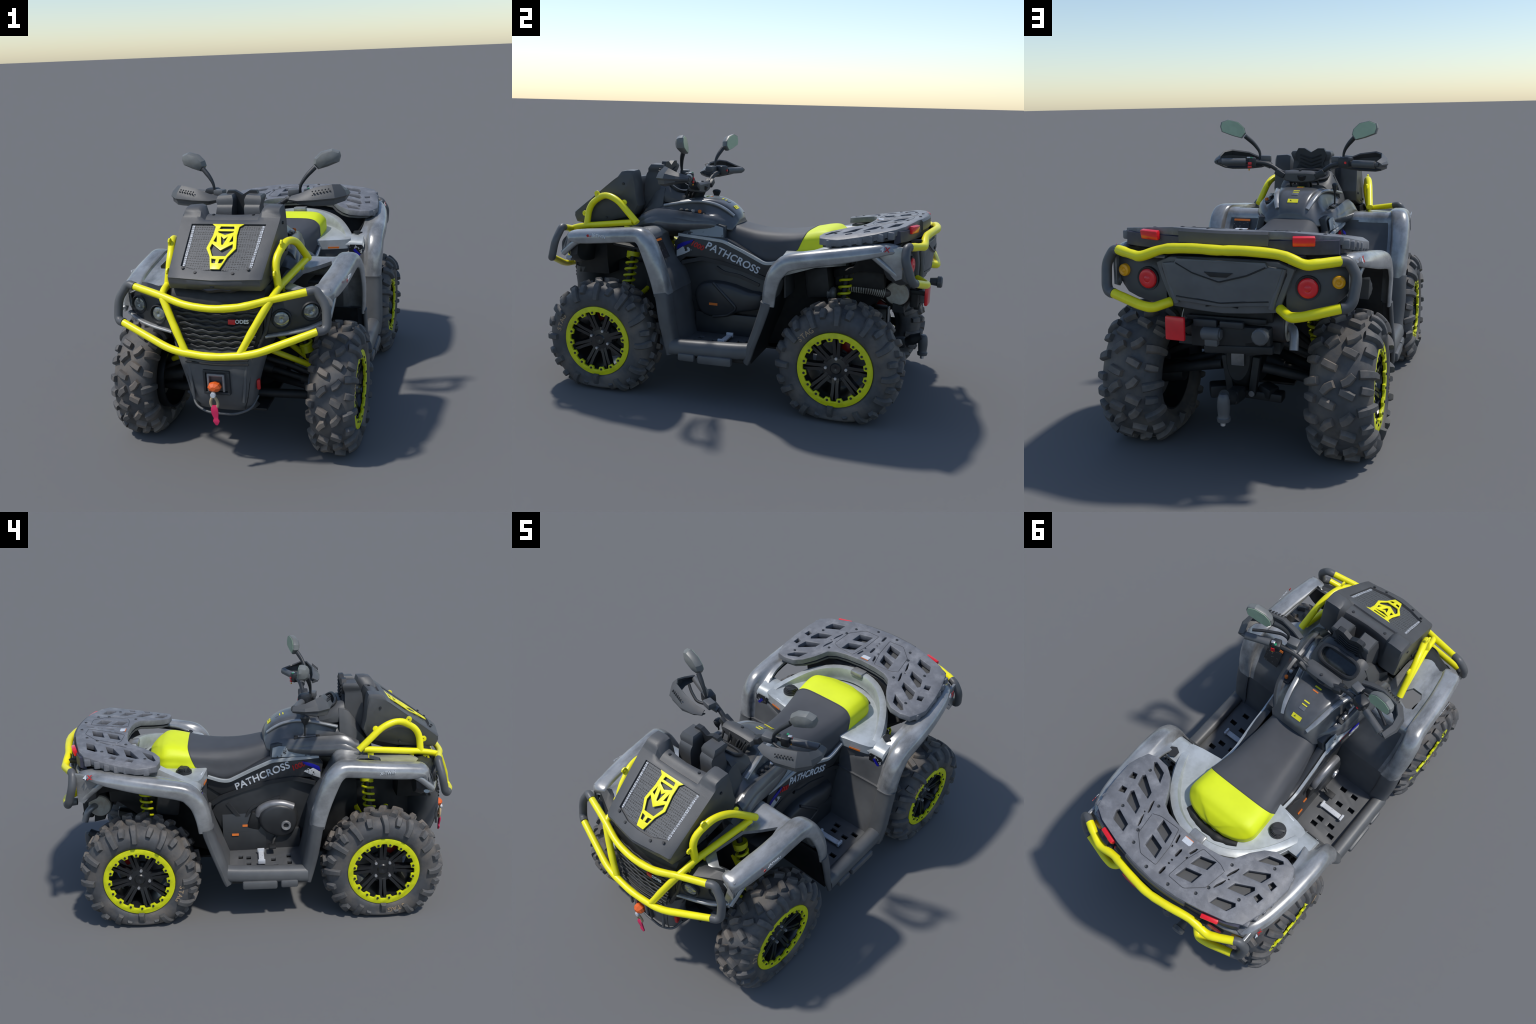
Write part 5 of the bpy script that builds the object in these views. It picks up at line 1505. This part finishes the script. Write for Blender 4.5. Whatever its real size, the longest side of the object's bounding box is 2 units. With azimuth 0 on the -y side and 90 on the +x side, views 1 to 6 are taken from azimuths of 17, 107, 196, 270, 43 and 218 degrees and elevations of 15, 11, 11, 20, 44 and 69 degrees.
# under the tail
mu = put('muffler', moved(lathe([(-0.215, 0.0), (-0.215, 0.052), (-0.205, 0.060), (0.170, 0.060), (0.180, 0.052), (0.180, 0.0)], 36, close=False), Matrix.Translation((0, 0.814, 0.535))), MUFF)
sub('muffler_cap', moved(lathe([(0.004, 0.0), (0.006, 0.030), (0.006, 0.052), (0.0, 0.057)], 32, close=False), Matrix.Translation((0.178, 0.814, 0.535))), MUFE, mu)
sub('muffler_cap', moved(lathe([(0.004, 0.0), (0.006, 0.030), (0.006, 0.052), (0.0, 0.057)], 32, close=False), Matrix.Translation((-0.213, 0.814, 0.535)) @ RZ(180)), MUFE, mu)
sub('tail_pipe', tube([(-0.205, 0.833, 0.538), (-0.238, 0.850, 0.538), (-0.248, 0.872, 0.520), (-0.250, 0.890, 0.470)], 0.0165, 0.03), GREYM, mu)
put('exhaust_pipe', tube(spline([(0.18, 0.48, 0.50), (0.20, 0.58, 0.555), (0.20, 0.68, 0.55), (0.18, 0.76, 0.535), (0.12, 0.80, 0.535)], 5), 0.022, bend=False), MUFF)
ribs = []
pp = spline([(0.20, 0.58, 0.555), (0.20, 0.68, 0.55), (0.18, 0.76, 0.535)], 9)
for i in range(0, len(pp) - 1):
    ribs.append(tube([pp[i], pp[i] + (pp[i + 1] - pp[i]) * 0.4], 0.026, bend=False))
put('exhaust_bellows', joined(ribs), MUFE, None, None, 'stuff')
put('heat_shield', box((0.01, 0.12, 0.07), (0.205, 0.66, 0.605), RX(30) @ RY(20), 0.003), GREYM)
put('tow_beam', joined([box((0.30, 0.040, 0.085), (-0.02, 0.890, 0.505), None, 0.008), box((0.26, 0.03, 0.03), (-0.05, 0.900, 0.462), RY(3), 0.006), box((0.10, 0.05, 0.06), (-0.12, 0.885, 0.475), RY(10), 0.01)]), BLK)
put('frame_crossbar', joined([box((0.34, 0.03, 0.05), (0, 0.862, 0.585), None, 0.006), box((0.30, 0.02, 0.02), (0, 0.885, 0.565), None, 0.005)]), BLK)
put('plate_lamp', joined([moved(cyl(0.024, 0.075, 16, 0.006, 'X'), Matrix.Translation((0.045, 0.922, 0.518))), box((0.05, 0.04, 0.03), (0.045, 0.915, 0.488), None, 0.006)]), FLAR)
put('license_lamp_pod', joined([box((0.09, 0.02, 0.03), (0.07, 0.915, 0.555), None, 0.006), box((0.09, 0.02, 0.025), (-0.03, 0.915, 0.555), None, 0.006)]), DARK)
put('reflector', box((0.076, 0.016, 0.088), (0.170, 0.955, 0.538), RZ(-4), 0.006), RED)
put('reflector_stay', box((0.03, 0.09, 0.02), (0.15, 0.905, 0.545), RZ(-14), 0.004), BLK)
put('socket_cap', moved(lathe([(-0.05, 0.0), (-0.05, 0.018), (-0.015, 0.022), (-0.012, 0.030), (0.006, 0.030), (0.012, 0.024), (0.014, 0.0)], 12, close=False), frame((-0.156, 0.987, 0.541), (0, 1, 0), (0, 0, 1))), FLAR)
put('frame_skirt', loft([[(x, 0.80 + dy, z) for dy, z in ((0.0, 0.49), (0.05, 0.48), (0.055, 0.45 - 0.06 * max(0, -x) ), (0.0, 0.45))] for x in (-0.19, -0.05, 0.1, 0.2)], nu=2, nv=1), BLK)

# ================================================================== STEERING
pad = put('handlebar_pad', loft([
    sym([(0, -0.275, 1.000), (0.070, -0.275, 0.998), (0.088, -0.275, 0.990), (0.080, -0.275, 0.965), (0, -0.275, 0.955)]),
    sym([(0, -0.255, 1.010), (0.078, -0.252, 1.008), (0.098, -0.250, 0.998), (0.088, -0.250, 0.965), (0, -0.250, 0.950)]),
    sym([(0, -0.225, 1.008), (0.072, -0.226, 1.006), (0.092, -0.228, 0.996), (0.080, -0.228, 0.962), (0, -0.225, 0.950)]),
    sym([(0, -0.212, 0.998), (0.064, -0.214, 0.996), (0.080, -0.218, 0.988), (0.070, -0.218, 0.966), (0, -0.214, 0.958)]),
], nu=2, nv=2, smooth=35), HOOD, None, BAR @ Matrix.Translation((0, -0.018, -0.010)))
put('pad_screw', moved(cyl(0.007, 0.005, 10, 0.001), Matrix.Translation((0, -0.250, 1.0015))), DARK, None, BAR)
both('handlebar', tube([(0.06, -0.25, 0.985), (0.10, -0.252, 0.990), (0.155, -0.245, 1.030), (0.235, -0.226, 1.040), (0.372, -0.172, 1.042)], 0.0115, 0.04), DARK, None, BAR)
both('grip', tube([(0.268, -0.213, 1.041), (0.378, -0.170, 1.042)], 0.0175, bend=False, wob=0.15, r_end=0.0165), FLAR, None, BAR)
sw = put('switch_block', box((0.040, 0.044, 0.048), (0.238, -0.224, 1.038), RZ(20), 0.008), DARK, None, BAR)
sub('switch_button', box((0.018, 0.008, 0.012), (0.242, -0.199, 1.034), RZ(20), 0.002), RED, sw)
sub('switch_button', box((0.020, 0.008, 0.012), (0.243, -0.200, 1.018), RZ(20), 0.002), RED, sw)
sub('switch_button', box((0.010, 0.012, 0.006), (0.236, -0.210, 1.062), RZ(20), 0.002), GRN, sw)
sub('switch_button', box((0.018, 0.014, 0.006), (0.252, -0.214, 1.062), RZ(20), 0.002), STEEL, sw)
sub('switch_button', box((0.008, 0.006, 0.008), (0.246, -0.201, 1.004), RZ(20), 0.002), AMB, sw)
th = put('throttle_block', box((0.062, 0.058, 0.052), (-0.228, -0.232, 1.046), RZ(-20), 0.012), DARK, None, BAR)
sub('stop_button', moved(cyl(0.006, 0.008, 10, 0.001, 'Y'), Matrix.Translation((-0.232, -0.201, 1.046))), RED, th)
both('master_cylinder', joined([box((0.052, 0.042, 0.032), (0.180, -0.272, 1.055), RZ(12), 0.006), tube([(0.15, -0.25, 1.022), (0.205, -0.262, 1.040)], 0.016)]), FLAR, None, BAR)
both('brake_lever', tube([(0.20, -0.275, 1.045), (0.25, -0.285, 1.040), (0.33, -0.245, 1.035), (0.375, -0.215, 1.034)], 0.007, 0.03), DARK, None, BAR)
both('bar_clamp', box((0.05, 0.05, 0.03), (0.10, -0.252, 0.985), RY(-30), 0.006), DARK, None, BAR)

# hand guards: a deep scooped shell from the bar to the grip end
G = [  # x, y, z_bottom, z_top, forward bulge direction (x, y)
    ((0.172, -0.345), 1.018, 1.046, 0.004),
    ((0.215, -0.354), 1.006, 1.058, 0.012),
    ((0.285, -0.356), 0.998, 1.084, 0.018),
    ((0.372, -0.332), 0.998, 1.096, 0.020),
    ((0.412, -0.290), 1.006, 1.090, 0.014),
    ((0.420, -0.235), 1.018, 1.072, 0.010),
    ((0.404, -0.178), 1.026, 1.058, 0.004),
]
gs_ = []
for i, ((x, y), zb, zt, bl) in enumerate(G):
    a = Vector(G[max(i - 1, 0)][0])
    b = Vector(G[min(i + 1, len(G) - 1)][0])
    d = (b - a).normalized()
    o = Vector((d.y, -d.x, 0))
    P = Vector((x, y, 0))
    zm = zb + (zt - zb) * 0.38
    gs_.append([P + o * -0.018 + Vector((0, 0, zt)), P + o * (bl * 0.6) + Vector((0, 0, zt - (zt - zb) * 0.3)), P + o * (bl + 0.004) + Vector((0, 0, zm + 0.004)), P + o * (bl - 0.004) + Vector((0, 0, zm - 0.006)), P + o * bl * 0.6 + Vector((0, 0, zb + 0.010)), P + o * -0.020 + Vector((0, 0, zb)),
                P + o * -0.022 + Vector((0, 0, zb + 0.006)), P + o * (bl * 0.6 - 0.008) + Vector((0, 0, zb + 0.016)), P + o * (bl - 0.010) + Vector((0, 0, zm)), P + o * (bl * 0.6 - 0.008) + Vector((0, 0, zt - (zt - zb) * 0.3)), P + o * -0.022 + Vector((0, 0, zt - 0.006))])
GB = BAR @ Matrix.Translation((0, 0.018, 0))
both('hand_guard', loft(gs_, nu=1, nv=1, smooth=24), HOOD, None, GB)
both('guard_stay', tube([(0.395, -0.170, 1.042), (0.375, -0.171, 1.042)], 0.012), HOOD, None, BAR)
comb_dots = []  # dark dots laid on the shell for its honeycomb texture, nothing pierced
for i in range(6):
    for j in range(3):
        comb_dots.append(moved(cyl(0.0035, 0.004, 6, 0, 'Y'), Matrix.Translation((0.285 + i * 0.014 + (j % 2) * 0.007, -0.367 + 0.0042 * i, 1.054 + j * 0.009 + i * 0.0015))))
both('guard_honeycomb_dots', joined(comb_dots), DARK, None, GB, 'stuff')


# mirrors
def mirror(sg, stem, outline, yaw, pitch, centre):
    st = put('mirror_stem', tube(stem, 0.0055, 0.03, r_end=0.0115), DARK)
    cx, cz = centre[0], centre[2]
    rings_ = []
    for y, k in ((0.016, 0.96), (0.012, 1.0), (-0.004, 0.98), (-0.016, 0.86), (-0.026, 0.55), (-0.029, 0.2)):
        rings_.append([(p[0] * k, y, p[1] * k) for p in outline])
    M = Matrix.Translation(centre) @ RZ(yaw) @ RX(pitch)
    sub('mirror_shell', moved(loft(rings_, nu=1, nv=1, smooth=28), M), MIRB, st)
    sub('mirror_glass', moved(loft([[(p[0] * k, y, p[1] * k) for p in outline] for y, k in ((0.0165, 0.92), (0.0185, 0.90))], nu=1, nv=1, smooth=30), M), MIRR, st)


MO = [(-0.066, -0.020), (-0.060, 0.006), (-0.030, 0.034), (0.022, 0.046), (0.056, 0.034), (0.062, 0.012), (0.054, -0.014), (0.0, -0.034), (-0.046, -0.046)]
mirror(1, [(0.224, -0.272, 1.045), (0.222, -0.278, 1.085), (0.250, -0.265, 1.128), (0.288, -0.240, 1.165)], MO, 13, 6, (0.345, -0.222, 1.199))
mirror(-1, [(-0.198, -0.262, 1.055), (-0.202, -0.262, 1.095), (-0.222, -0.255, 1.128), (-0.258, -0.240, 1.165)], [(-x, z) for x, z in reversed(MO)], -13, 6, (-0.314, -0.218, 1.196))
